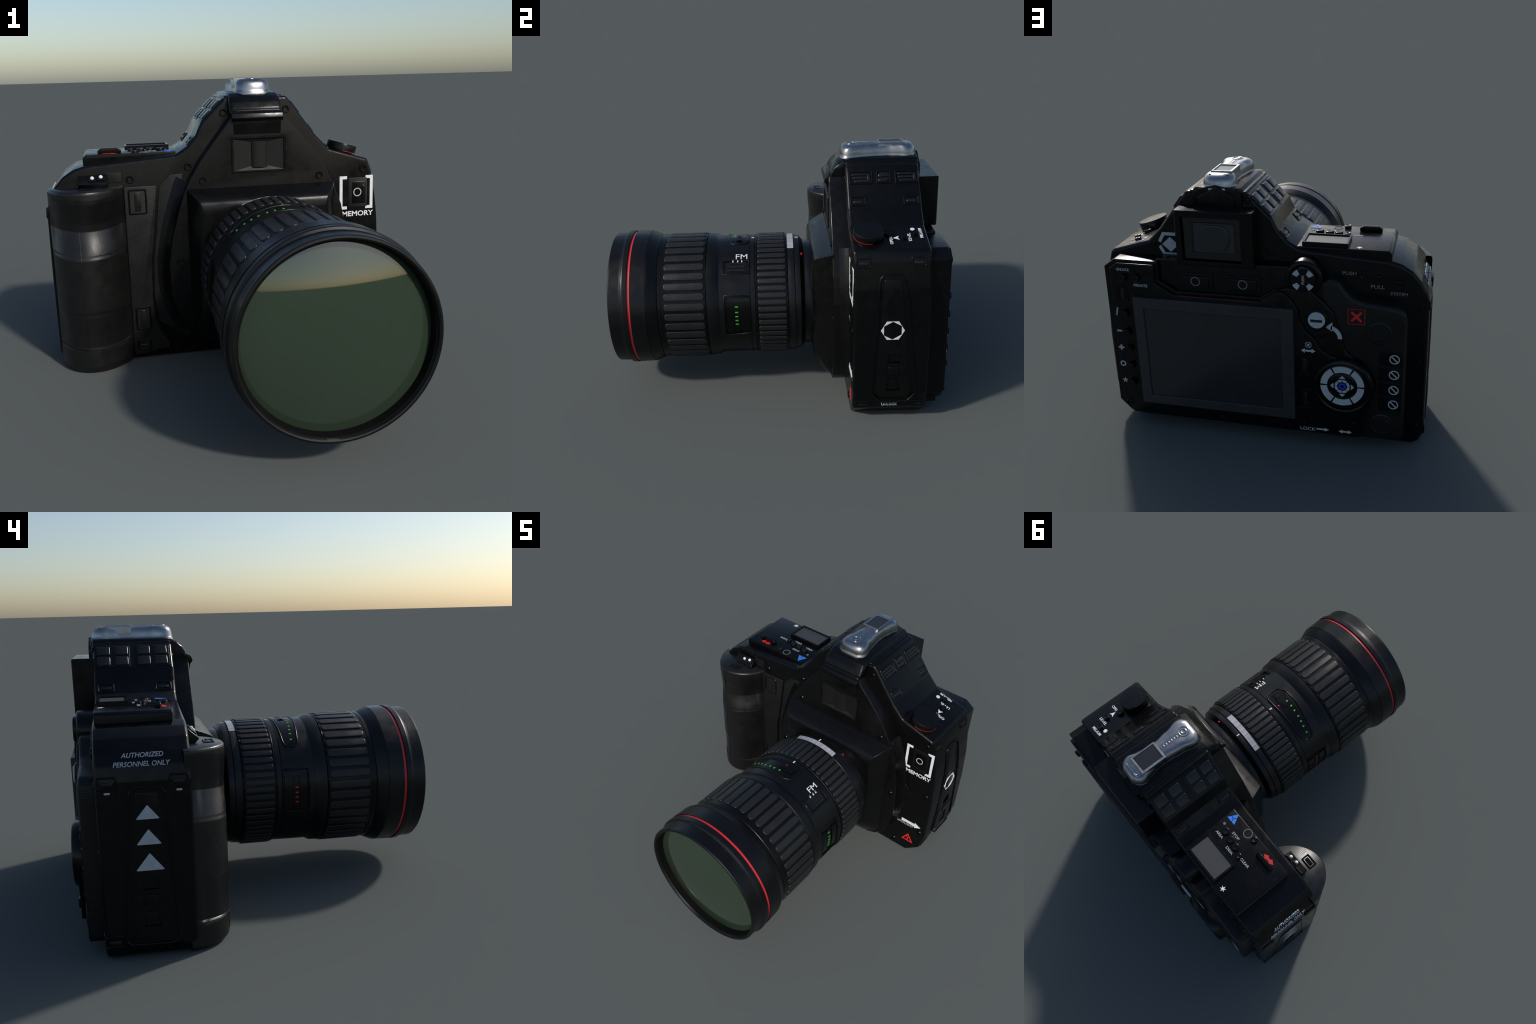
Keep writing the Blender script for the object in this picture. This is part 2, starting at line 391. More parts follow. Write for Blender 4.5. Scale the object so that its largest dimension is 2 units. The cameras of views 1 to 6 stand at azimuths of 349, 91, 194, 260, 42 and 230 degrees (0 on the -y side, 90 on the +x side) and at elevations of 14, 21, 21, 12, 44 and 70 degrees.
lettering("PERSONNEL ONLY", Frame((-0.8975, 0.645, 0.921), (0, -1, 0), (0.44, 0, 0.90)), 0.250, 0.023, PALE, body, lift=0.002, shear=0.25)

# ---- memory port on the front
mf = FRONT(0.428)
slab("memory_socket", box_poly(0.784, 0.861, 0.108, 0.165, 0.004), mf, -0.006, 0.0015, DARK, body, bev=0.001)
slab("memory_door", box_poly(0.790, 0.861, 0.078, 0.124, 0.005), mf, -0.003, 0.005, PLASTIC, body, bev=0.004)
slab("memory_door_step", box_poly(0.814, 0.861, 0.020, 0.080, 0.003), mf, 0.0, 0.008, PLASTIC, body, bev=0.003)
marks("ring_mark", [sector(0.780, 0.863, 0.0185, 0.0240, 2 * pi * i / 24, 2 * pi * (i + 1) / 24, 1) for i in range(24)], FRONT(0.4235), PALE, body)
L_, Rr, T_, B_ = 0.677, 0.872, 0.955, 0.767; t_ = 0.017; a_ = 0.043
brk = lambda s, x0: [(x0, T_), (x0 + s * a_, T_), (x0 + s * a_, T_ - t_), (x0 + s * t_, T_ - t_), (x0 + s * t_, B_ + t_), (x0 + s * a_, B_ + t_), (x0 + s * a_, B_), (x0, B_)]
mark("bracket_mark", brk(1, L_), mf, WHITE, body); mark("bracket_mark", brk(-1, Rr), mf, WHITE, body)
lettering("MEMORY", mf.at(0.7845, 0.741), 0.184, 0.030, WHITE, body, bold=0.022)
lettering("COOLANT", mf.at(0.748, 0.2585), 0.140, 0.017, PALE, body)
mark("arrow_mark", arrow1(0.722, 0.871, 0.285, 0.048, 0.5, 0.046), mf, WHITE, body)
to, ti = [(0.743, 0.102), (0.834, 0.102), (0.789, 0.177)], inset([(0.743, 0.102), (0.834, 0.102), (0.789, 0.177)], 0.009)
marks("warning_triangle", [[to[i], to[(i + 1) % 3], ti[(i + 1) % 3], ti[i]] for i in range(3)] +
      [[(0.783, 0.112), (0.793, 0.112), (0.797, 0.135), (0.783, 0.148), (0.779, 0.142), (0.788, 0.132)]], mf, RED, body)
slab("release_slot", rounded([(0.686, 0.500), (0.715, 0.500), (0.738, 0.53), (0.738, 0.58), (0.715, 0.612), (0.686, 0.612)], 0.015, 3), mf, -0.004, 0.005, SATIN, body, bev=0.004)
slab("release_slot_core", box_poly(0.700, 0.556, 0.02, 0.085, 0.004), mf, 0, 0.009, DARK, body, bev=0.003)
for x, z in ((-0.169, 1.050), (-0.476, 0.997), (0.031, 1.326), (0.372, 1.333), (0.812, 0.994), (0.866, 0.583), (0.866, 0.234),
             (0.681, 0.052), (-0.356, 0.156), (-0.285, 0.042)):
    screw(FRONT(0.428).at(x, z), body)

# ---- leather front skin beside the grip
LP = Frame((-0.336, 0.424, 0), (0.176, 0.014, 0), (0, 0, 1))
slab("leather_panel", rounded([(x + 0.336, z) for x, z in ((-0.512, 0.024), (-0.316, 0.050), (-0.318, 0.082), (-0.357, 0.150), (-0.380, 0.21), (-0.394, 0.348), (-0.388, 0.547), (-0.362, 0.725),
      (-0.343, 0.900), (-0.336, 0.961), (-0.512, 0.963))], 0.008, 2), LP, -0.02, 0.003, LEATHER, body, bev=0.004)
slab("leather_panel", rounded([(-0.325, 0.958), (-0.335, 0.88), (-0.352, 0.725), (-0.376, 0.547), (-0.384, 0.348), (-0.36, 0.20), (-0.20, 0.10), (-0.20, 0.95), (-0.195, 1.018),
      (-0.268, 1.014)], 0.008, 2), FRONT(0.428), -0.003, 0.004, LEATHER, body, bev=0.003)
pad(LP.at(-0.1075, 0.880, 0.002), 0.098, 0.135, body, False)
pad(LP.at(-0.116, 0.234, 0.002), 0.084, 0.130, body, False)
pad(LP.at(-0.119, 0.080, 0.002), 0.080, 0.060, body, True)

# ================================================================== FRONT PLATE AND LENS HOUSING
right_arc = [(0.423, 0.083), (0.517, 0.085), (0.578, 0.108), (0.625, 0.158), (0.664, 0.237), (0.689, 0.344), (0.697, 0.503), (0.687, 0.659), (0.657, 0.818),
             (0.608, 0.945), (0.572, 1.016), (0.530, 1.086), (0.480, 1.159), (0.413, 1.237), (0.346, 1.305), (0.325, 1.345)]
left_arc = [(0.075, 1.345), (0.058, 1.305), (0.004, 1.237), (-0.052, 1.166), (-0.114, 1.085), (-0.165, 1.002), (-0.198, 0.940), (-0.238, 0.82), (-0.277, 0.68), (-0.300, 0.549),
            (-0.297, 0.385), (-0.266, 0.274), (-0.214, 0.178), (-0.150, 0.112), (-0.075, 0.087), (0.03, 0.083)]
plate_outline = right_arc + left_arc
plate = slab("mount_plate", rounded(plate_outline, 0.03, 2), FRONT(0), -0.45, -0.335, SATIN, None, bev=0.008, seg=3)
cut(plate, [slab("cutter", box_poly(0.2005, 1.110, 0.276, 0.172), FRONT(0.346), 0, 0.1, DARK, None, bev=0)])
# focus-aid window: framed well with a central half column and splayed walls
WF = FRONT(0.335)
ring_slab("window_frame", box_poly(0.2005, 1.110, 0.292, 0.188), box_poly(0.2005, 1.110, 0.270, 0.166), WF, -0.004, 0.006, SATIN, plate, bev=0.003)
def well_face(x0, x1, y0, y1, z0=1.027, z1=1.193, zi0=1.048, zi1=1.172):
    v = [(x0, y0, z0), (x1, y1, zi0), (x1, y1, zi1), (x0, y0, z1)]
    return v
W = []; Wf = []
xa, xb, xc, xd = 0.0655, 0.157, 0.252, 0.3355
for q in ([(xa, .336, 1.027), (xb, .3445, 1.047), (xb, .3445, 1.174), (xa, .336, 1.193)],
          [(xd, .336, 1.193), (xc, .3445, 1.174), (xc, .3445, 1.047), (xd, .336, 1.027)],
          [(xa, .336, 1.027), (xd, .336, 1.027), (xc, .3445, 1.047), (xb, .3445, 1.047)],
          [(xa, .336, 1.193), (xb, .3445, 1.174), (xc, .3445, 1.174), (xd, .336, 1.193)],
          [(xb, .3445, 1.047), (xc, .3445, 1.047), (xc, .3445, 1.174), (xb, .3445, 1.174)]):
    k = len(W); W += q; Wf.append((k, k + 1, k + 2, k + 3))
k = len(W); W += [(xa, .347, 1.027), (xd, .347, 1.027), (xd, .347, 1.193), (xa, .347, 1.193)]
Wf += [(k, k + 1, k + 2, k + 3), (0, 3, k + 3, k), (4, 7, k + 1, k + 2), (8, 9, k + 1, k), (12, 15, k + 2, k + 3)]
from_geo("window_well", W, Wf, WELL, plate, 20, merge=1e-6)
rings = [[(0.2045 + 0.043 * math.cos(pi * j / 12), 0.3450 - 0.014 * math.sin(pi * j / 12), z) for j in range(13)] for z in (1.042, 1.178)]
v, f = rings_mesh(rings); from_geo("window_column", v, f, WELL, plate, 45)
for x, z in ((-0.102, 0.983), (0.531, 0.982), (0.652, 0.560), (-0.240, 0.556)):
    screw(FRONT(0.335).at(x, z), plate)

# concave fillet that flares from the plate into the body on both sides
def flare(arc, sgn):
    pts = [Vector(p) for p in rounded(arc, 0.0)]
    w = 0.070 if sgn < 0 else 0.022
    prof = [(0.0, 0.374), (0.14 * w, 0.386), (0.3 * w, 0.399), (0.5 * w, 0.411), (0.75 * w, 0.4215), (w, 0.4278), (w, 0.45), (-0.01, 0.45), (-0.01, 0.374)]
    rings = []
    for i, p in enumerate(pts):
        a = pts[max(0, i - 1)]; b = pts[min(len(pts) - 1, i + 1)]; t = (b - a).normalized()
        nrm = Vector((t.y, -t.x))
        if nrm.x * sgn < 0: nrm = -nrm
        if p.y < 0.3: nrm = (nrm * max(0, (p.y - 0.05) / 0.25) + Vector((sgn, 0)) * (1 - max(0, (p.y - 0.05) / 0.25))).normalized()
        rings.append([(p.x + nrm.x * d, y, max(0.004, p.y + nrm.y * d)) for d, y in prof])
    v, f = rings_mesh(rings)
    return from_geo("plate_flare", v, f, SATIN, plate, 50)
flare([(0.615, 0.150), (0.664, 0.237), (0.689, 0.344), (0.697, 0.425), (0.697, 0.503), (0.694, 0.58), (0.687, 0.659), (0.674, 0.74), (0.657, 0.818), (0.635, 0.88), (0.608, 0.945), (0.594, 0.975)], 1)
flare([(-0.205, 0.165), (-0.262, 0.274), (-0.295, 0.385), (-0.300, 0.47), (-0.298, 0.549), (-0.288, 0.62), (-0.276, 0.68), (-0.258, 0.75), (-0.238, 0.82), (-0.216, 0.885), (-0.198, 0.94), (-0.180, 0.975)], -1)

# lens housing: splayed box that grows out of the plate, its underside swept back
def housing_ring(y, x0, x1, zt, zb, rc):
    return [(x, y, z) for x, z in rounded([(x0, zb), (x1, zb), (x1, zt), (x0, zt)], [rc, rc, 0.004, 0.004], 6)]
hs = [(0.345, -0.192, 0.618, 0.949, 0.090, 0.15), (0.335, -0.189, 0.614, 0.944, 0.095, 0.15), (0.318, -0.182, 0.605, 0.935, 0.112, 0.145), (0.295, -0.172, 0.593, 0.926, 0.130, 0.14),
      (0.250, -0.150, 0.566, 0.904, 0.190, 0.13), (0.235, -0.139, 0.554, 0.893, 0.215, 0.12), (0.226, -0.131, 0.546, 0.880, 0.240, 0.12), (0.222, -0.124, 0.538, 0.862, 0.265, 0.12), (0.219, -0.116, 0.529, 0.838, 0.29, 0.12)]
v, f = rings_mesh([housing_ring(*h) for h in hs]); from_geo("lens_housing", v, f, SATIN, None, 40)

# ================================================================== HOOD OVER THE PRISM
hood_prof = [(0.858, 1.36), (0.858, 1.432), (0.470, 1.430), (0.428, 1.424), (0.392, 1.408), (0.364, 1.380), (0.347, 1.352), (0.340, 1.325), (0.352, 1.300), (0.440, 1.290)]
sect = [(0.0, 0.050), (0.0, 0.012), (0.004, 0.004), (0.012, 0.0)]
rings = []
for s, x in ((1, 0.056), (1, 0.0575), (1, 0.064), (1, 0.076), (-1, 0.314), (-1, 0.326), (-1, 0.3325), (-1, 0.334)):
    d = {0.056: 0.030, 0.0575: 0.018, 0.064: 0.006, 0.076: 0.0, 0.314: 0.0, 0.326: 0.006, 0.3325: 0.018, 0.334: 0.030}[x]
    pr = rounded(hood_prof, 0.01, 2)
    rings.append([(x, max(y, y + (d * 0.5 if y < 0.8 and z < 1.415 and y < 0.42 else 0)), z - (d if z > 1.39 else 0)) for y, z in pr])
v, f = rings_mesh(rings); hood = from_geo("prism_hood", v, f, PLASTIC, None, 40)
lip = rounded([(0.350, 1.283), (0.322, 1.283), (0.310, 1.300), (0.318, 1.324), (0.345, 1.340)], 0.008, 3)
slab("hood_lip", lip, RIGHT(0.060), 0, 0.272, PLASTIC, hood, bev=0.003, bev0=0.003)
slab("hood_bracket", rounded([(0.345, 1.212), (0.3345, 1.214), (0.3325, 1.235), (0.3275, 1.262), (0.322, 1.290), (0.345, 1.29)], 0.006, 2), RIGHT(0.070), 0, 0.252, SATIN, hood, bev=0.004, bev0=0.004)
slab("hood_gable", rounded([(-0.301, 1.328), (-0.099, 1.328), (-0.103, 1.389), (-0.197, 1.442), (-0.300, 1.383)], 0.008, 2), BACK(0.85), 0, 0.032, PLASTIC, hood, bev=0.006)
slab("hood_rim", rounded([(-0.337, 1.320), (-0.062, 1.320), (-0.066, 1.402), (-0.100, 1.424), (-0.205, 1.446), (-0.300, 1.424), (-0.335, 1.396)], 0.006, 2), BACK(0.85), -0.01, 0.016, PLASTIC, hood, bev=0.005)
slab("roof_step", rounded([(-0.352, -0.858), (-0.040, -0.858), (-0.040, -0.432), (-0.352, -0.432)], 0.01, 2), Frame((0, 0, 1.39), (-1, 0, 0), (0, -1, 0)), 0, 0.024, PLASTIC, hood, bev=0.008)
screw(BACK(0.856).at(-0.318 + 0.0, 1.372), hood); screw(BACK(0.856).at(-0.037, 1.372), hood)

# ================================================================== SILVER POD ON TOP
def pod_halfwidth(t):
    keys = [(0.0, 0.088), (0.12, 0.095), (0.30, 0.077), (0.5, 0.066), (0.62, 0.066), (0.76, 0.079), (0.88, 0.094), (1.0, 0.086)]
    for (a, x), (b, y) in zip(keys, keys[1:]):
        if t <= b:
            s = (t - a) / (b - a); s = s * s * (3 - 2 * s); return x + (y - x) * s
    return keys[-1][1]
def pod_ring(z, d):
    y0, y1 = 0.412 + d, 0.866 - d * 1.2; R = []
    n = 22
    side = []
    for i in range(n + 1):
        t = i / n; y = y0 + (y1 - y0) * t
        w = pod_halfwidth(t) - d
        e0 = min(1, (y - y0) / 0.038); e1 = min(1, (y1 - y) / 0.065)
        w *= math.sqrt(max(0, 1 - (1 - e0) ** 2)) * 0.38 + 0.62 if e0 < 1 else 1
        w *= math.sqrt(max(0, 1 - (1 - e1) ** 2)) * 0.5 + 0.5 if e1 < 1 else 1
        side.append((w, y))
    return [(0.1975 + w, y, z) for w, y in side] + [(0.1975 - w, y, z) for w, y in reversed(side)]
prof = [(1.412, 0.0), (1.428, -0.001), (1.433, 0.003), (1.445, 0.004), (1.462, 0.006), (1.476, 0.010), (1.486, 0.017), (1.493, 0.026), (1.4965, 0.038)]
v, f = rings_mesh([pod_ring(z, d) for z, d in prof]); pod = from_geo("silver_pod", v, f, SILVER, None, 50)
PT = TOP(1.4945)
slab("pod_screen_housing", rounded([(-0.247, -0.795), (-0.132, -0.795), (-0.132, -0.642), (-0.247, -0.642)], 0.003, 2), PT, -0.045, 0.002, SILVER, pod, bev=0.002)
ring_slab("pod_screen_frame", box_poly(-0.1895, -0.7185, 0.115, 0.153), box_poly(-0.1925, -0.7185, 0.092, 0.130), PT, 0.0, 0.0095, SILVERDULL, pod, bev=0.002)
slab("pod_screen", box_poly(-0.1925, -0.7185, 0.096, 0.134), PT, -0.002, 0.004, SCREEN, pod, bev=0)
ring_slab("pod_button_frame", box_poly(-0.194, -0.815, 0.112, 0.028, 0.008), box_poly(-0.194, -0.815, 0.100, 0.016, 0.005), PT.at(0, 0, -0.006), -0.006, 0.007, SILVER, pod, bev=0.002)
for i in range(4): button("pod_button", PT.at(-0.233 + 0.026 * i, -0.815, -0.006), 0.0075, 0.007, SILVER, pod)
ring_slab("pod_button_frame", box_poly(-0.195, -0.571, 0.030, 0.118, 0.010), box_poly(-0.195, -0.571, 0.020, 0.108, 0.007), PT, -0.004, 0.004, SILVER, pod, bev=0.002)
for i in range(6): slab("pod_key", box_poly(-0.195, -0.528 - 0.0175 * i, 0.013, 0.011, 0.002), PT, -0.002, 0.004, SILVER, pod, bev=0.002)
tube("pod_dial_ring", [PT.p(-0.195 + 0.028 * math.cos(2 * pi * i / 24), -0.480 + 0.028 * math.sin(2 * pi * i / 24), 0.002) for i in range(24)], 0.004, SILVER, pod)
button("pod_dial", PT.at(-0.195, -0.480, 0.0), 0.018, 0.006, SILVER, pod)

# ================================================================== GRIP
grip_outline = [(-0.503, 0.450), (-0.506, 0.428), (-0.520, 0.398), (-0.546, 0.355), (-0.580, 0.315), (-0.621, 0.284), (-0.667, 0.263), (-0.715, 0.255), (-0.762, 0.262),
                (-0.806, 0.284), (-0.842, 0.316), (-0.868, 0.354), (-0.888, 0.395), (-0.9, 0.43), (-0.902, 0.46)]
def resample(P, n):
    P = [Vector(p) for p in P]; Ls = [0]
    for a, b in zip(P, P[1:]): Ls.append(Ls[-1] + (b - a).length)
    out = []
    for i in range(n):
        s = Ls[-1] * i / (n - 1); k = max(j for j in range(len(P) - 1) if Ls[j] <= s + 1e-9)
        t = (s - Ls[k]) / (Ls[k + 1] - Ls[k]); out.append(P[k].lerp(P[k + 1], t))
    return out
def smoothstep(a, b, x):
    t = max(0, min(1, (x - a) / (b - a))); return t * t * (3 - 2 * t)
def chaikin(P, it=2):
    for _ in range(it):
        Q = [P[0]]
        for a, b in zip(P, P[1:]):
            Q += [(a[0] * .75 + b[0] * .25, a[1] * .75 + b[1] * .25), (a[0] * .25 + b[0] * .75, a[1] * .25 + b[1] * .75)]
        P = Q + [P[-1]]
    return P
GO = resample(chaikin(grip_outline), 65)
gn = []
for i, p in enumerate(GO):
    t = (GO[min(64, i + 1)] - GO[max(0, i - 1)]).normalized(); gn.append(Vector((t.y, -t.x)) * -1)
if gn[32].y > 0: gn = [-n for n in gn]
def groove(u, z):
    """finger channels: an overhanging upper wall falling in, a slope coming back out"""
    m = smoothstep(0.10, 0.16, u) * (1 - smoothstep(0.86, 0.93, u))
    sag = 0.035 * math.sin(pi * u)
    d = 0
    if 0.62 < z + sag < 0.95:
        zz = z + sag * 0.6
        d = smoothstep(0.925, 0.905, zz) * 0.002 + smoothstep(0.905, 0.800, zz) * 0.006 - smoothstep(0.775, 0.655, zz) * 0.006 - smoothstep(0.650, 0.640, zz) * 0.002
    elif z < 0.47:
        zz = z - sag * 0.4 + 0.02
        d = smoothstep(0.345, 0.330, zz) * 0.005 - smoothstep(0.150, 0.140, zz) * 0.005
    return d * m
zs = [0.001 + 0.969 * i / 120 for i in range(121)]
rows = []
for z in zs:
    e = 0.0
    if z < 0.040: e = 0.034 * (1 - math.sqrt(max(0, 1 - (1 - z / 0.040) ** 2)))
    if z > 0.955: e = max(e, 0.012 * (1 - math.sqrt(max(0, 1 - ((z - 0.955) / 0.0155) ** 2))))
    rows.append([])
    for i, p in enumerate(GO):
        u = i / 64; q = p - gn[i] * (groove(u, z) + e)
        rows[-1].append((q.x, q.y, z))
n = 65; V = [p for r in rows for p in r]; Fc = []
for i in range(len(rows) - 1):
    for j in range(n - 1): Fc.append((i * n + j, i * n + j + 1, (i + 1) * n + j + 1, (i + 1) * n + j))
Fc.append(tuple(range(n))); Fc.append(tuple((len(rows) - 1) * n + j for j in range(n)))
grip = from_geo("grip", V, Fc, GRIPMAT, None, 50)
seam = []
for z in zs[6:118]:
    i = 36; p = GO[i] - gn[i] * (groove(i / 64, z) - 0.0002); seam.append((p.x, p.y, z))
tube("grip_seam", seam, 0.0022, GRIPMAT, grip, closed=False, n=6)
GT = TOP(0.9695)
ring_slab("strap_slot", box_poly(0.7015, -0.3265, 0.080, 0.054, 0.006), box_poly(0.7015, -0.3265, 0.060, 0.034, 0.004), GT, -0.004, 0.005, SATIN, grip, bev=0.003)
slab("strap_slot_floor", box_poly(0.7015, -0.3265, 0.050, 0.022, 0.003), GT, -0.003, 0.003, PLASTIC, grip, bev=0.001)
# lamp cluster on the shoulder
LF = Frame((-0.665, 0.398, 1.008), (1, 0, -0.0), (0, 0.75, 0.66))
slab("lamp_block", box_poly(0, 0, 0.150, 0.062, 0.004), LF, -0.05, 0.006, PLASTIC, body, bev=0.003)
for dx, dz in ((0.042, 0.010), (-0.002, 0.004)):
    slab("lamp_mount", box_poly(dx, dz, 0.040, 0.040, 0.003), LF, 0, 0.013, SATIN, body, bev=0.003)
    lathe_on("lamp", [(0.0105, 0.010), (0.0105, 0.014), (0.008, 0.019), (0.004, 0.0215), (0.001, 0.022)], LF.at(dx, dz, 0), WHITE, body, 16, 60)
slab("leather_tab", box_poly(-0.560, 1.013, 0.085, 0.055, 0.006), FRONT(0.428), -0.004, 0.004, LEATHER, body, bev=0.003)

# ================================================================== TOP CONTROL PANEL (grip side)
pf = Frame((0, 0, 0), (1, 0, 0), (0, 0, 1))
panel = slab("control_panel", rounded([(-0.710, 1.070), (-0.235, 1.10), (-0.205, 1.122), (-0.222, 1.1295), (-0.695, 1.1295), (-0.710, 1.116)], [0, 0, .01, .01, .01, .01], 2),
             pf, -0.846, -0.487, PLASTIC, None, bev=0.004, bev0=0.004)
TF = TOP(1.1295)
ring_slab("display_frame", box_poly(0.3635, -0.7605, 0.242, 0.146), box_poly(0.3635, -0.7605, 0.220, 0.124), TF, -0.01, 0.022, PLASTIC, panel, bev=0.002)
slab("status_display", box_poly(0.3635, -0.7605, 0.226, 0.130), TF, -0.004, 0.014, TOPLCD, panel, bev=0)
for x, y, r in ((-0.296, 0.606, 0.0225), (-0.352, 0.616, 0.0225), (-0.403, 0.621, 0.0225), (-0.455, 0.637, 0.016), (-0.437, 0.512, 0.019)):
    button("button", TF.at(-x, -y), r, 0.014, SATIN, panel)
marks("ring_mark", [sector(0.384, -0.517, 0.0225, 0.0275, 2 * pi * i / 20 + 0.04, 2 * pi * (i + 1) / 20 - 0.04, 1) for i in range(20)], TF, GREYPRINT, panel)
tri3 = [(0.229, -0.548), (0.298, -0.548), (0.2635, -0.484)]
cen = (0.2635, -0.527)
mid = lambda a, b, t=0.5: (a[0] + (b[0] - a[0]) * t, a[1] + (b[1] - a[1]) * t)
def shrink(P, k=0.86):
    c = (sum(p[0] for p in P) / len(P), sum(p[1] for p in P) / len(P)); return [mid(c, p, k) for p in P]
marks("blue_badge", [shrink([tri3[i], mid(tri3[i], tri3[(i + 1) % 3], 0.62), cen, mid(tri3[i - 1], tri3[i], 0.62)]) for i in range(3)], TF, BLUE, panel)
wheel_prof = rounded([(0.508, 0.0), (0.632, 0.0), (0.632, 0.016), (0.614, 0.028), (0.526, 0.028), (0.508, 0.016)], 0.006, 2)
slab("slide_switch", wheel_prof, Frame((0, 0.560, 1.1295), (-1, 0, 0), (0, 0, 1)), -0.024, 0.0, PLASTIC, panel, bev=0.003, bev0=0.003)
for i in range(9): slab("switch_tooth", box_poly(0.53 + 0.01 * i, 0.024, 0.004, 0.012), Frame((0, 0.556, 1.1295), (-1, 0, 0), (0, 0, 1)), -0.016, 0.0, SATIN, panel, bev=0.001)
mark("red_arrow", arrow2(0.573, -0.521, 0.082, 0.036, 0.42, 0.36), TF, RED, panel)
mark("star_mark", star(0.541, -0.818, 0.019), TF, WHITE, panel); mark("star_mark", star(0.253, -0.583, 0.010, 8, 0.6), TF, GREYPRINT, panel)
for s, x, y, w in (("AREA", -0.286, 0.6435, 0.056), ("STOP", -0.3515, 0.579, 0.056), ("DISK", -0.3955, 0.658, 0.058), ("CLEAR", -0.5045, 0.637, 0.068)):
    lettering(s, TF.at(-x, -y), w, 0.0155, PALE, panel)

# keys on the left slope of the prism
KS = Frame((-0.0270, 0, 1.3420), (0, -1, 0), (0.713, 0, 0.701))
for g in (0.753, 0.5395):
    slab("key_tray", box_poly(-g + 0.0, 0.0, 0.186, 0.160, 0.010), KS, -0.006, 0.001, PLASTIC, body, bev=0.001)
for y in (0.799, 0.703, 0.5845, 0.4935):
    for t in (0.037, -0.037):
        slab("key", box_poly(-y, t, 0.070, 0.062, 0.007), KS, -0.002, 0.0065, KEYS, body, bev=0.005)
PS = Frame((-0.1465, 0, 1.1825), (0, -1, 0), (0.050, 0, 0.057))
for y in (0.795, 0.494): pad(PS.at(-y, 0.002, -0.0005), 0.088, 0.058, body)
# vents on the right slope
VS = Frame((0.4265, 0, 1.3425), (0, 1, 0), (-0.602, 0, 0.798))
for y, w in ((0.516, 0.137), (0.647, 0.086), (0.780, 0.138)):
    ring_slab("vent_frame", box_poly(y, 0.0, w, 0.080, 0.008), box_poly(y, 0.0, w - 0.018, 0.062, 0.004), VS, -0.006, 0.0055, SATIN, body, bev=0.003)
    if w > 0.1:
        for k in range(3): slab("vent_slat", box_poly(y - 0.004 + 0.006 * k, 0.020 - 0.020 * k, w - 0.040, 0.013, 0.003), VS, -0.004, 0.0055 - 0.001 * k, KEYS, body, bev=0.0025)
        slab("vent_slat", box_poly(y + w / 2 - 0.024, 0.0, 0.014, 0.034, 0.003), VS, -0.004, 0.007, KEYS, body, bev=0.0025)
    else:
        slab("vent_slat", rounded([(y - 0.032, -0.028), (y + 0.012, -0.028), (y + 0.032, -0.012), (y + 0.032, 0.0), (y - 0.032, -0.004)], 0.006, 2), VS, -0.004, 0.006, KEYS, body, bev=0.004)
        slab("vent_slat", rounded([(y - 0.032, 0.0), (y + 0.032, 0.004), (y + 0.032, 0.03), (y - 0.018, 0.03), (y - 0.032, 0.02)], 0.006, 2), VS, -0.004, 0.006, KEYS, body, bev=0.004)
PR = Frame((0.5130, 0, 1.2280), (0, 1, 0), (-0.602, 0, 0.798))
for y in (0.492, 0.795): pad(PR.at(y, 0.0, 0.0), 0.088, 0.058, body)

# ================================================================== RIGHT DECK: MODE DIAL AND BUTTONS
dk = lambda x: 1.114 - (x - 0.617) * 0.292 + 0.0015
DN = Vector((0.2705, 0, 0.9627))
def deck(x, y, lift=0.0): return Frame((x, y, dk(x) - 0.0015 + lift), (-0.9599, 0, 0.2803), (0, -1, 0))
D = deck(0.710, 0.527)
lathe_on("mode_dial", [(0.05, 0.004), (0.080, 0.0045), (0.085, 0.007), (0.086, 0.043), (0.083, 0.047), (0.06, 0.0485), (0.003, 0.049)], D, SATIN, None, 56, 40)
lathe_on("dial_collar", [(0.070, -0.004), (0.070, 0.006), (0.01, 0.006)], D, DARK, ROOT, 48)
marks("dial_red_line", [sector(0, 0, 0.080, 0.0868, 2.35 - 0.95 + 1.9 * i / 12, 2.35 - 0.95 + 1.9 * (i + 1) / 12, 1) for i in range(12)], D.at(0, 0, 0.007), material("dark_red_line", (0.20, 0.008, 0.010), 0.45), ROOT, lift=0.0015)
for x, y, r in ((0.706, 0.642, 0.0225), (0.735, 0.721, 0.018), (0.702, 0.788, 0.018)): button("button", deck(x, y), r, 0.016, PLASTIC, body)
for s, x, y, w in (("OPEN", 0.757, 0.647, 0.066), ("LEVEL", 0.730, 0.751, 0.072), ("MEDIUM", 0.697, 0.819, 0.088)):
    lettering(s, deck(x, y), w, 0.0175, WHITE, body, lift=0.0022)
mark("arrow_mark", [(-0.017, -0.014), (0.0, -0.006), (0.017, -0.014), (0.0, 0.020)], deck(0.734, 0.680), WHITE, body, lift=0.002)
mark("diamond_mark", disc_poly(0, 0, 0.013, 8), deck(0.660, 0.779), WHITE, body, lift=0.002)

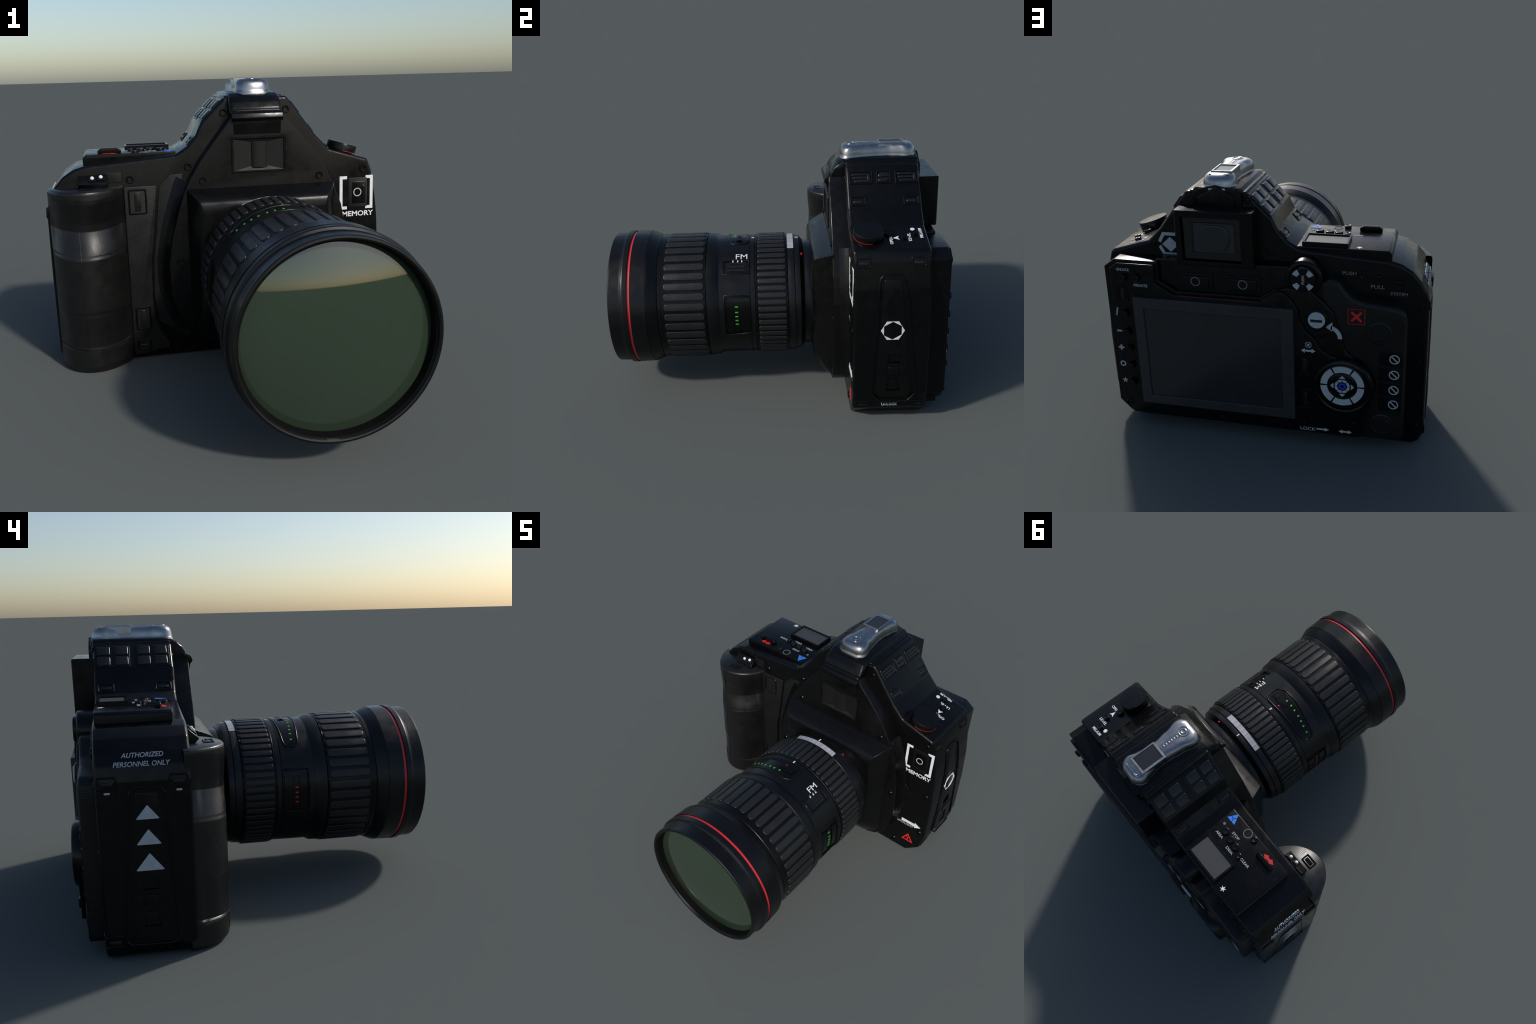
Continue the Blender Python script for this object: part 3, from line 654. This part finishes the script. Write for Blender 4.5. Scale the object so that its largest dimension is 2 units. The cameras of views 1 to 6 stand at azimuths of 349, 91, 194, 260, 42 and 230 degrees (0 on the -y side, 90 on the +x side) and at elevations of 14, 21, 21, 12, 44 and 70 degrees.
# ================================================================== BACK: DISPLAY PANEL
hood_back = rounded([(-0.545, 1.045), (-0.547, 0.80), (0.25, 0.80), (0.25, 1.045)], 0.01, 2)
slab("key_strip", hood_back, BACK(0.85), 0, 0.087, PLASTIC, None, bev=0.006)
slab("ledge", rounded([(-0.795, 0.060), (0.80, 0.060), (0.80, 0.20), (-0.795, 0.20)], 0.01, 2), BACK(0.85), -0.01, 0.082, PLASTIC, None, bev=0.006)
bp_ = [(0.820, 0.143), (0.820, 0.974), (0.776, 1.009), (0.553, 1.009), (0.558, 0.904), (0.448, 0.841), (-0.030, 0.841), (-0.120, 0.905),
       (-0.165, 0.905), (-0.205, 0.860), (-0.238, 0.805), (-0.248, 0.745), (-0.276, 0.690), (-0.324, 0.650), (-0.348, 0.597), (-0.411, 0.556), (-0.500, 0.536), (-0.583, 0.503),
       (-0.633, 0.439), (-0.646, 0.378), (-0.628, 0.300), (-0.588, 0.180), (-0.576, 0.062), (0.735, 0.062), (0.768, 0.098)]
cd_ = [(-0.10, 0.10), (-0.10, 0.905), (-0.175, 0.935), (-0.30, 0.935), (-0.375, 0.872), (-0.430, 0.808), (-0.455, 0.713), (-0.490, 0.595), (-0.585, 0.520), (-0.638, 0.439), (-0.651, 0.378),
       (-0.632, 0.300), (-0.590, 0.180), (-0.578, 0.072), (-0.10, 0.072)]
bpr = [0.010] * 8 + [0.03, 0.03, 0.04, 0.04, 0.04, 0.04, 0.04, 0.04, 0.04, 0.04, 0.04, 0.04, 0.04, 0.04, 0.012, 0.010, 0.010]
cdr = [0.0, 0.0, 0.03, 0.04, 0.06, 0.06, 0.06, 0.06, 0.06, 0.06, 0.06, 0.06, 0.06, 0.012, 0.0]
bk = slab("display_panel", neg(rounded(bp_, bpr, 3)), back_at(0.977, 0.950), -0.13, 0.0, PLASTIC, None, bev=0.008, seg=3)
slab("control_deck", neg(rounded(cd_, cdr, 3)), BACK(0.957), -0.11, 0.0, PLASTIC, bk, bev=0.008, seg=3)
outer = neg([(0.857, 0.130), (0.857, 0.980), (0.795, 1.0235), (0.538, 1.0235), (0.543, 0.913), (0.443, 0.858), (-0.034, 0.858), (-0.128, 0.922), (-0.10, 0.5), (-0.10, 0.05), (0.77, 0.05), (0.80, 0.070)])
slab("display_panel_rim", rounded(outer, 0.010, 3), back_at(0.957, 0.930), -0.11, 0.0, PLASTIC, bk, bev=0.008)
BP = back_at(0.977, 0.957); CP = BACK(0.957)
# main screen
sc = lambda x0, x1, z0, z1: [(-x0, z0), (-x1, z0), (-x1, z1), (-x0, z1)]
BZ = back_at(0.9995, 0.960)
ring_slab("screen_bezel", sc(0.695, -0.213, 0.143, 0.814), sc(0.635, -0.145, 0.199, 0.750), BZ, -0.03, 0.0, BEZEL, bk, bev=0.003)
slab("screen", sc(0.640, -0.150, 0.194, 0.755), BZ, -0.02, -0.008, SCREEN, bk, bev=0)
# left button column with glyphs
for z in (0.713, 0.597, 0.489, 0.382, 0.272): button("button", BP.at(-0.745, z), 0.0225, 0.022, SATIN, bk)
for x, z in ((0.735, 0.931), (0.655, 0.934)): button("button", BP.at(-x, z), 0.0215, 0.020, PLASTIC, bk)
pad(BP.at(-0.748, 0.836), 0.066, 0.100, bk, False)
gl = BP
mark("slash_mark", [(-0.804, 0.697), (-0.797, 0.695), (-0.786, 0.744), (-0.794, 0.746)], gl, PALE, bk)
mark("minus_mark", box_poly(-0.794, 0.600, 0.030, 0.010), gl, PALE, bk)
mark("plus_mark", [(-0.795 + a, 0.494 + b) for a, b in ((-.005, -.017), (.005, -.017), (.005, -.005), (.017, -.005), (.017, .005), (.005, .005), (.005, .017), (-.005, .017), (-.005, .005), (-.017, .005), (-.017, -.005), (-.005, -.005))], gl, PALE, bk)
marks("ring_mark", [sector(-0.796, 0.389, 0.0105, 0.018, 2 * pi * i / 16, 2 * pi * (i + 1) / 16, 1) for i in range(16)], gl, PALE, bk)
mark("star_mark", star(-0.795, 0.280, 0.019, 5, 0.42), gl, PALE, bk)
lettering("UNLOCK", gl.at(-0.733, 0.977), 0.078, 0.0165, PALE, bk); lettering("PRIVATE", gl.at(-0.637, 0.889), 0.080, 0.0165, PALE, bk)
for x, z in ((0.785, 0.131), (0.589, 0.969), (-0.152, 0.848)): screw(BP.at(-x, z), bk)
screw(BP.at(0.253, 0.120), bk)
# thumb wheel slot on the top edge of the panel
LT = TOP(1.0215)
slab("wheel_slot", box_poly(-0.617, -0.905, 0.118, 0.036, 0.006), LT, -0.02, 0.0035, DARK, bk, bev=0.001)
for x in (0.648, 0.606): slab("slot_wheel", box_poly(-x, -0.905, 0.036, 0.026, 0.008), LT, -0.01, 0.010, SATIN, bk, bev=0.004)
marks("dash_mark", [box_poly(-0.692, -0.925, 0.024, 0.010), box_poly(-0.692, -0.900, 0.024, 0.008)], LT, PALE, bk); mark("diamond_mark", disc_poly(-0.744, -0.917, 0.0135, 8), LT, WHITE, bk)
# two square keys under the viewfinder
for x in (0.3175, 0.0535):
    slab("wide_key_base", box_poly(-x, 0.932, 0.190, 0.090, 0.006), BACK(0.937), -0.002, 0.007, PLASTIC, bk, bev=0.004)
    slab("wide_key", box_poly(-x, 0.932, 0.150, 0.062, 0.009), BACK(0.937), 0.0, 0.014, SATIN, bk, bev=0.006)
    marks("ring_mark", [sector(-x - 0.002, 0.934, 0.0215, 0.0265, 2 * pi * i / 10 + 0.03, 2 * pi * (i + 1) / 10 - 0.03, 2) for i in range(10)], BACK(0.951), GREYPRINT, bk)
mark("red_line", box_poly(-0.20, 0.8445, 0.44, 0.003), BP.at(0, 0, 0.0), material("faint_red", (0.10, 0.004, 0.012), 0.5), bk, lift=0.0)
# four-way pad
DH = BACK(0.85)
lathe_on("pad_housing", [(0.100, -0.01), (0.100, 0.086), (0.096, 0.094), (0.088, 0.099), (0.078, 0.099), (0.074, 0.095), (0.02, 0.095)], DH.at(0.272, 0.988), PLASTIC, bk, 40)
slab("pad_bridge", rounded([(0.175, 0.85), (0.372, 0.85), (0.372, 0.99), (0.175, 0.99)], 0.02, 3), DH, 0.0, 0.090, PLASTIC, bk, bev=0.01)
DP = BACK(0.930)
lathe_on("four_way_pad", [(0.069, -0.004), (0.069, 0.030), (0.065, 0.037), (0.058, 0.039), (0.03, 0.036), (0.002, 0.035)], DP.at(0.272, 0.992), SATIN, bk, 40)
marks("pad_mark", [sector(0.272, 0.992, 0.035, 0.063, pi / 4 + pi / 2 * i - 0.30, pi / 4 + pi / 2 * i + 0.30, 4) for i in range(4)], DP.at(0, 0, 0.038), PALE, bk, lift=0.0018)
lettering("PUSH", Frame(DP.p(0.272, 0.992, 0.036), (0, 0, 1), (1, 0, 0)), 0.048, 0.015, PALE, bk, lift=0.002)
# delete key, curved arrow
lathe_on("round_key_collar", [(0.062, -0.006), (0.062, 0.010), (0.057, 0.014), (0.050, 0.014), (0.048, 0.008), (0.01, 0.008)], CP.at(0.342, 0.772), PLASTIC, bk, 36)
lathe_on("round_key", [(0.0455, -0.004), (0.0455, 0.020), (0.042, 0.024), (0.003, 0.025)], CP.at(0.342, 0.773), PALE, bk, 36)
mark("minus_bar", box_poly(0.342, 0.773, 0.062, 0.014), CP.at(0, 0, 0.0245), DARK, bk, lift=0.002)
ca = sector(0.398, 0.667, 0.054, 0.076, 0.0, pi * 0.42, 10)
marks("curved_arrow", [ca, [(0.420, 0.708), (0.385, 0.731), (0.424, 0.762)]], CP, PALE, bk)
slab("small_latch", [(0.358, 0.660), (0.412, 0.690), (0.404, 0.712), (0.350, 0.682)], CP, -0.002, 0.005, PLASTIC, bk, bev=0.002)
# selector wheel
WC = (0.477, 0.391)
lathe_on("wheel_housing", [(0.170, -0.03), (0.167, 0.004), (0.158, 0.018), (0.146, 0.022), (0.138, 0.018), (0.134, 0.004), (0.05, 0.002)], BP.at(0.481, 0.385), PLASTIC, bk, 56)
lathe_on("selector_wheel", [(0.130, -0.01), (0.130, 0.003), (0.126, 0.008), (0.118, 0.010), (0.080, 0.010), (0.076, 0.006), (0.073, 0.009), (0.066, 0.0115), (0.002, 0.012)], BP.at(*WC), PLASTIC, bk, 56)
WP = BP.at(WC[0], WC[1], 0.010)
marks("wheel_segment", [sector(0, 0, 0.082, 0.1185, pi / 3 * i + 0.045, pi / 3 * (i + 1) - 0.045, 10) for i in range(6)], WP, PALE, bk, lift=0.0012)
WQ = WP.at(0, 0, 0.002)
marks("wheel_arrow", [[(0.064 * math.cos(a), 0.064 * math.sin(a)), (0.047 * math.cos(a) - 0.017 * math.sin(a), 0.047 * math.sin(a) + 0.017 * math.cos(a)), (0.047 * math.cos(a) + 0.017 * math.sin(a), 0.047 * math.sin(a) - 0.017 * math.cos(a))] for a in (0, pi / 2, pi, 3 * pi / 2)], WQ, PALE, bk)
marks("wheel_ring", [sector(0, 0, 0.027, 0.041, pi / 4 * i + 0.06, pi / 4 * (i + 1) - 0.06, 4) for i in range(8)], WQ, PALE, bk)
marks("wheel_core", [sector(0, 0, 0.010, 0.0195, 2 * pi * i / 16, 2 * pi * (i + 1) / 16, 1) for i in range(16)], WQ, DEEPBLUE, bk, lift=0.002)
QP = back_at(0.977, 0.960)
# square keys, arrows and lock writing
for z, h in ((0.491, 0.122), (0.284, 0.126)): pad(QP.at(0.273, z), 0.082, h, bk, False)
mark("arrow_mark", arrow2(0.293, 0.583, 0.078, 0.028, 0.4, 0.26), QP, PALE, bk)
marks("signal_mark", [sector(0.294, 0.618, 0.014, 0.018, a - 0.6, a + 0.6, 4) for a in (pi / 4, 3 * pi / 4, 5 * pi / 4, 7 * pi / 4)] + [star(0.294, 0.618, 0.011, 4, 0.5)], QP, PALE, bk)
lettering("LOCK", QP.at(0.286, 0.093), 0.086, 0.021, PALE, bk, bold=0.005); mark("arrow_mark", arrow1(0.333, 0.404, 0.0985, 0.022, 0.42, 0.024), QP, PALE, bk)
mark("arrow_mark", arrow2(0.494, 0.099, 0.072, 0.025, 0.4, 0.28), QP, PALE, bk)
marks("vent_slit", [box_poly(0.45, 0.172, 0.060, 0.006), box_poly(0.452, 0.158, 0.034, 0.006), box_poly(0.452, 0.140, 0.034, 0.006), box_poly(0.497, 0.160, 0.024, 0.005)], QP, SATIN, bk, lift=0.004)
slab("lock_slider", box_poly(0.540, 0.146, 0.030, 0.050, 0.004), QP.at(-0.004, 0), -0.004, 0.012, SATIN, bk, bev=0.003)
# thumb rest
tr = [(0.345, 0.968), (0.400, 0.985), (0.455, 0.980), (0.478, 0.940), (0.520, 0.895), (0.585, 0.872), (0.690, 0.862), (0.775, 0.850), (0.802, 0.815), (0.806, 0.76), (0.803, 0.058), (0.55, 0.056), (0.40, 0.5)]
rest = slab("thumb_rest", rounded(tr, [0.03, .045, .035, .06, .06, .06, .06, .06, .05, .03, .03, .03, .0], 4), BACK(0.85), -0.01, 0.087, LEATHER, None, bev=0.022, seg=5)
TR = BACK(0.937)
marks("cross_mark", [[(0.545 + a, 0.793 + b) for a, b in ((-.031, -.022), (-.022, -.031), (0, -.010), (.022, -.031), (.031, -.022), (.010, 0), (.031, .022), (.022, .031), (0, .010), (-.022, .031), (-.031, .022), (-.010, 0))]], TR, RED, rest)
so, si = box_poly(0.545, 0.793, 0.091, 0.089), box_poly(0.545, 0.793, 0.081, 0.079)
marks("square_mark", [[so[i], so[(i + 1) % 4], si[(i + 1) % 4], si[i]] for i in range(4)], TR, material("dim_red_print", (0.28, 0.008, 0.010), 0.5), rest)
for x, z in ((0.668, 0.708), (0.687, 0.158)):
    lathe_on("round_cover", [(0.066, -0.006), (0.066, 0.004), (0.062, 0.007), (0.054, 0.007), (0.051, 0.003), (0.044, 0.003), (0.041, 0.006), (0.02, 0.006), (0.002, 0.005)], TR.at(x, z), LEATHER, rest, 40)
for z in (0.566, 0.473, 0.381, 0.292):
    slab("port_tile", box_poly(0.7275, z, 0.122, 0.084, 0.003), TR, -0.004, 0.004, SATIN, rest, bev=0.002)
    marks("no_entry_mark", [sector(0.747, z, 0.0215, 0.0275, 2 * pi * i / 20, 2 * pi * (i + 1) / 20, 1) for i in range(20)] +
          [[(0.747 + a, z + b) for a, b in ((-.017, .012), (-.012, .017), (.017, -.012), (.012, -.017))]], TR.at(0, 0, 0.004), PALE, rest)
# push / pull / system buttons on the shoulder
SF = BACK(0.856)
for x, z, r in ((-0.563, 1.001, 0.021), (-0.647, 0.976, 0.0265), (-0.751, 0.953, 0.0265)): button("button", SF.at(-x, z), r, 0.014, PLASTIC, body)
for s, x, z, w, h in (("PUSH", -0.496, 1.000, 0.072, 0.019), ("PULL", -0.643, 0.934, 0.070, 0.021), ("SYSTEM", -0.753, 0.902, 0.088, 0.017)): lettering(s, SF.at(-x, z), w, h, GREYPRINT if s != "x" else PALE, body)
for x, z in ((-0.86, 0.823), (-0.860, 0.517), (-0.859, 0.113), (-0.069, 1.095), (0.564, 1.101)): screw(SF.at(-x, z), body)
# half hexagon badge with a lozenge, partly behind the viewfinder
st = lambda a, b, w=0.0085: (lambda d: [(a[0] + d[0], a[1] + d[1]), (b[0] + d[0], b[1] + d[1]), (b[0] - d[0], b[1] - d[1]), (a[0] - d[0], a[1] - d[1])])(
    (lambda t: (-t[1] * w, t[0] * w))(((b[0] - a[0]) / math.dist(a, b), (b[1] - a[1]) / math.dist(a, b))))
marks("hexagon_mark", [[(-0.400, 1.170), (-0.526, 1.170), (-0.558, 1.110), (-0.538, 1.110), (-0.515, 1.152), (-0.400, 1.152)],
                       [(-0.400, 1.034), (-0.526, 1.034), (-0.558, 1.094), (-0.538, 1.094), (-0.515, 1.053), (-0.400, 1.053)],
                       [(-0.531, 1.101), (-0.484, 1.144), (-0.437, 1.101), (-0.484, 1.058)]], SF, PALE, body)

# ================================================================== VIEWFINDER
vo = [(-0.405, 1.034), (0.014, 1.034), (0.014, 1.334), (-0.405, 1.334)]
vf = ring_slab("viewfinder", vo, [(-0.372, 1.058), (-0.054, 1.058), (-0.054, 1.296), (-0.372, 1.296)], BACK(0.85), -0.005, 0.122, PLASTIC, None, bev=0.006)
EP = back_at(0.966, 0.93)
ring_slab("eyecup", [(-0.376, 1.054), (-0.050, 1.054), (-0.050, 1.300), (-0.376, 1.300)], [(-0.322, 1.095), (-0.096, 1.095), (-0.096, 1.258), (-0.322, 1.258)], EP, -0.09, 0.003, DARK, vf, bev=0.006)
slab("eyepiece_plate", [(-0.325, 1.09), (-0.092, 1.09), (-0.092, 1.262), (-0.325, 1.262)], EP, -0.09, -0.006, BEZEL, vf, bev=0)
eye = [(-0.2085 + 0.086 * math.cos(2 * pi * i / 40), 1.177 + max(-0.070, min(0.070, 0.088 * math.sin(2 * pi * i / 40)))) for i in range(40)]
slab("eyepiece_glass", eye, EP, -0.02, 0.002, EYEGLASS, vf, bev=0.006)
slab("viewfinder_shelf", rounded([(-0.545, 1.000), (0.14, 1.000), (0.14, 1.030), (-0.545, 1.030)], 0.006, 2), BACK(0.85), -0.005, 0.030, PLASTIC, vf, bev=0.004)

# ================================================================== LENS
lens = bpy.data.objects.new("lens", None); scene_col.objects.link(lens); lens.parent = ROOT
def turned(name, prof, mat, n=80, angle=32):
    """Closed ring about the lens axis from a closed (y, radius) profile."""
    rings = [[(LX + r * math.sin(2 * pi * i / n), y, LZ + r * math.cos(2 * pi * i / n)) for i in range(n)] for y, r in prof]
    rings.append(rings[0]); v, f = rings_mesh(rings, False, False)
    return from_geo(name, v, f, mat, lens, angle, merge=1e-7)
turned("lens_baffle", [(-0.930, 0.3785), (-0.986, 0.3835), (-0.9875, 0.3900), (-0.93, 0.390)], MATTE)
turned("filter_barrel", [(-0.935, 0.384), (-0.984, 0.386), (-0.988, 0.388), (-0.9975, 0.392), (-1.000, 0.398), (-0.9985, 0.4055), (-0.995, 0.4088), (-0.991, 0.4095), (-0.986, 0.40955), (-0.934, 0.4104), (-0.929, 0.4105), (-0.921, 0.412),
                        (-0.915, 0.421), (-0.909, 0.4237), (-0.906, 0.42365), (-0.885, 0.4231), (-0.8825, 0.4230), (-0.8818, 0.4125), (-0.8645, 0.4125), (-0.8640, 0.4222), (-0.7735, 0.4195), (-0.7725, 0.4165), (-0.769, 0.4165),
                        (-0.768, 0.4185), (-0.712, 0.3945), (-0.708, 0.3910), (-0.705, 0.387), (-0.69, 0.34), (-0.935, 0.34)], BARREL)
turned("red_ring", [(-0.8812, 0.40), (-0.8812, 0.4150), (-0.8650, 0.4165), (-0.8650, 0.40)], REDRING)
turned("zoom_ring", [(-0.7065, 0.34), (-0.7065, 0.3900), (-0.7035, 0.3926), (-0.685, 0.3926), (-0.6825, 0.3908), (-0.4205, 0.3908), (-0.418, 0.3935), (-0.4155, 0.3935), (-0.4140, 0.389), (-0.41, 0.34)], SATIN)
turned("collar", [(-0.4125, 0.34), (-0.4125, 0.3890), (-0.410, 0.3905), (-0.362, 0.3880), (-0.337, 0.3745), (-0.333, 0.34)], BARREL)
mid_b = turned("window_barrel", [(-0.340, 0.33), (-0.340, 0.3748), (-0.1535, 0.3732), (-0.1520, 0.3700), (-0.1495, 0.3700), (-0.148, 0.3725), (-0.121, 0.3725), (-0.118, 0.365), (-0.118, 0.33)], BARREL)
turned("focus_ring", [(-0.1175, 0.33), (-0.1175, 0.376), (-0.1145, 0.3795), (-0.110, 0.3795), (-0.108, 0.3775), (0.0715, 0.3775), (0.073, 0.3790), (0.0752, 0.3785), (0.076, 0.375), (0.078, 0.33)], SATIN)
turned("scale_ring", [(0.0775, 0.32), (0.0775, 0.3715), (0.079, 0.3722), (0.1185, 0.3715), (0.120, 0.3695), (0.121, 0.3655), (0.1235, 0.3665), (0.1540, 0.3620), (0.1565, 0.3595),
                      (0.1775, 0.3345), (0.179, 0.32)], BARREL)
turned("mount_ring", [(0.176, 0.29), (0.176, 0.3300), (0.180, 0.3318), (0.213, 0.3305), (0.230, 0.3290), (0.230, 0.29)], BARREL)
# front element, gently domed, its edge sunk behind the lip
n, m = 80, 16; GR = 0.379; Rg = 1.42; V = [(LX, -0.9995, LZ)]; Fc = []
for k in range(1, m + 1):
    r = GR * k / m; y = -0.9995 + Rg - math.sqrt(Rg * Rg - r * r)
    V += [(LX + r * math.sin(2 * pi * i / n), y, LZ + r * math.cos(2 * pi * i / n)) for i in range(n)]
for i in range(n): Fc.append((0, 1 + i, 1 + (i + 1) % n))
for k in range(m - 1):
    for i in range(n): a, b = 1 + k * n + i, 1 + k * n + (i + 1) % n; Fc.append((a, a + n, b + n, b))
kb = len(V); V += [(LX + GR * math.sin(2 * pi * i / n), -0.90, LZ + GR * math.cos(2 * pi * i / n)) for i in range(n)]
for i in range(n): a, b = 1 + (m - 1) * n + i, 1 + (m - 1) * n + (i + 1) % n; Fc.append((a, kb + i, kb + (i + 1) % n, b))
Fc.append(tuple(kb + i for i in range(n)))
from_geo("objective_glass", V, Fc, GLASS, lens, 50)

# rubber ribs, one mesh per ring, copied round the axis
def cyl(phi, y, r): return (LX + r * math.sin(phi), y, LZ + r * math.cos(phi))
def rib_mesh(name, y0, y1, half, r0, r1, mat):
    out = rounded([(-half, y0), (half, y0), (half, y1), (-half, y1)], half * 0.92, 5)
    rr = [(0, r0), (0, r1 - 0.004), (0.0008, r1 - 0.0018), (0.0024, r1 - 0.0004), (0.0046, r1)]
    rings = [[(a / r1 * r, b, r - a * a / (2 * r1)) for a, b in (inset(out, d) if d else out)] for d, r in rr]
    v, f = rings_mesh(rings); return from_geo(name, v, f, mat, lens, 60)
def ribs(name, count, phase, *args):
    first = rib_mesh(name, *args)
    for i in range(count):
        o = first if i == 0 else first.copy()
        if i: scene_col.objects.link(o); o.parent = lens
        o.location = (LX, 0, LZ); o.rotation_euler = (0, math.radians(phase) + 2 * pi * i / count, 0)
ribs("zoom_rib", 40, 5.3, -0.666, -0.424, 0.0228, 0.386, 0.3962, RUBBER)
ribs("focus_rib", 56, 62.5, -0.1035, 0.068, 0.0158, 0.373, 0.3828, RUBBER)

def band(name, a0, a1, y0, y1, r0, r1, mat, parent=None, n=None, taper=None):
    """Curved tile on the barrel between two angles (degrees from the top, towards +x)."""
    n = n or max(2, int(abs(a1 - a0) / 3)); rings = []
    for i in range(n + 1):
        t = i / n; a = math.radians(a0 + (a1 - a0) * t)
        ya, yb = (y0, y1) if not taper else (y0 + taper[0] * t, y1 + taper[1] * t)
        rings.append([cyl(a, ya, r0), cyl(a, yb, r0), cyl(a, yb, r1), cyl(a, ya, r1)])
    v, f = rings_mesh(rings); return from_geo(name, v, f, mat, parent or lens, 30)
cut(mid_b, [band("cutter", 68.5, 108.5, -0.302, -0.157, 0.361, 0.42, DARK), band("cutter", -108.5, -68.5, -0.302, -0.157, 0.361, 0.42, DARK),
            band("cutter", 35.5, 47.8, -0.306, -0.162, 0.366, 0.42, DARK)])
def loop(pts, r, k=4):
    P = rounded(pts, 0.0) ; out = []
    for i in range(len(P)):
        a, b = P[i], P[(i + 1) % len(P)]
        s = max(1, int(abs(b[0] - a[0]) / 5))
        out += [(a[0] + (b[0] - a[0]) * j / s, a[1] + (b[1] - a[1]) * j / s) for j in range(s)]
    return [cyl(math.radians(a), y, r) for a, y in out]
for sg, mt, angs in ((1, GREEN, (79.3, 84.7, 88.9, 93.0, 97.1)), (-1, RED, (-85.4, -90.2, -94.5, -99.0))):
    c = 88.5 * sg; e = 20.0 * sg
    tube("window_rim", loop([(c - e, -0.307), (c - e * .93, -0.153), (c + e * .93, -0.153), (c + e, -0.307)], 0.3735), 0.0045, SATIN, lens)
    for y0, y1 in ((-0.296, -0.252), (-0.208, -0.163)):
        band("window_rail", c - e * .68, c + e * .92, y0, y1, 0.340, 0.369, PLASTIC)
    band("window_strip", c - e * .68, c + e * .92, -0.246, -0.216, 0.340, 0.3655, SATIN)
    for a in angs: band("index_mark", a - 0.6, a + 0.6, -0.244, -0.226, 0.35, 0.3667, mt, n=2)
    band("index_stop", c + e * .74 - 1, c + e * .74 + 1, -0.244, -0.218, 0.35, 0.370, PLASTIC, n=2)
# focus switch and its legend
tube("switch_rim", loop([(34.6, -0.314), (35.2, -0.154), (48.2, -0.156), (48.6, -0.316)], 0.3735), 0.0035, SATIN, lens)
band("switch_slider", 36.2, 46.8, -0.284, -0.172, 0.355, 0.371, KEYS)
for a, y0, y1 in ((38.2, -0.27, -0.185), (41.6, -0.28, -0.20), (45.0, -0.27, -0.178)): band("switch_ridge", a - 0.9, a + 0.9, y0, y1, 0.365, 0.3765, KEYS, n=2)
band("switch_ridge", 39.5, 43.5, -0.198, -0.184, 0.365, 0.3785, KEYS, n=2)
fa = math.radians(30.4)
FMF = Frame(cyl(fa, -0.198, 0.3737), (0, 1, 0), (-math.cos(fa), 0, math.sin(fa)))
lettering("FM", FMF, 0.070, 0.036, WHITE, lens, lift=0.002, bold=0.0)
for y in (-0.250, -0.221, -0.197): band("index_mark", 34.3, 36.6, y - 0.0035, y + 0.0035, 0.37, 0.3762, WHITE, n=2)
# distance window on top: tapering frame, dots
win = [(12.8, -0.172), (12.8, -0.255), (6, -0.283), (-8, -0.288), (-44.5, -0.264), (-48, -0.246), (-47, -0.188), (-42, -0.178), (0, -0.160), (8, -0.158)]
tube("distance_window_rim", loop(win, 0.3745), 0.0055, SATIN, lens)
band("distance_window", 10.5, -45.5, -0.274, -0.172, 0.36, 0.3752, PLASTIC, taper=(0.018, -0.016))
for a, y in ((-4.1, -0.243), (-10.4, -0.245), (-15.9, -0.242), (-22.5, -0.240), (-28.1, -0.235), (-33.6, -0.231), (-40.5, -0.228)):
    band("index_mark", a - 0.75, a + 0.75, y - 0.008, y + 0.004, 0.37, 0.3768, GREEN, n=2)
band("index_mark", -3.5, -2.4, -0.188, -0.179, 0.37, 0.3768, RED, n=2)
band("window_slider", -8, 8, -0.232, -0.196, 0.37, 0.3795, SATIN, n=6); band("window_slider", -7, -1, -0.222, -0.206, 0.37, 0.383, SATIN, n=4); band("window_slider", 3, 8, -0.226, -0.204, 0.37, 0.383, SATIN, n=4)
band("index_mark", -1.2, 0.1, -0.140, -0.122, 0.37, 0.3742, WHITE, n=2); band("index_mark", -2.2, -1.2, 0.128, 0.150, 0.355, 0.3672, WHITE, n=2)
band("scale_strip", -24.6, 20.9, 0.0785, 0.1180, 0.36, 0.3733, SCALE)
band("mount_dot", 25.0, 27.2, 0.160, 0.170, 0.33, 0.3545, RED, n=2)

# ------------------------------------------------------------------ keep the whole object standing on z = 0
bpy.context.view_layer.update()
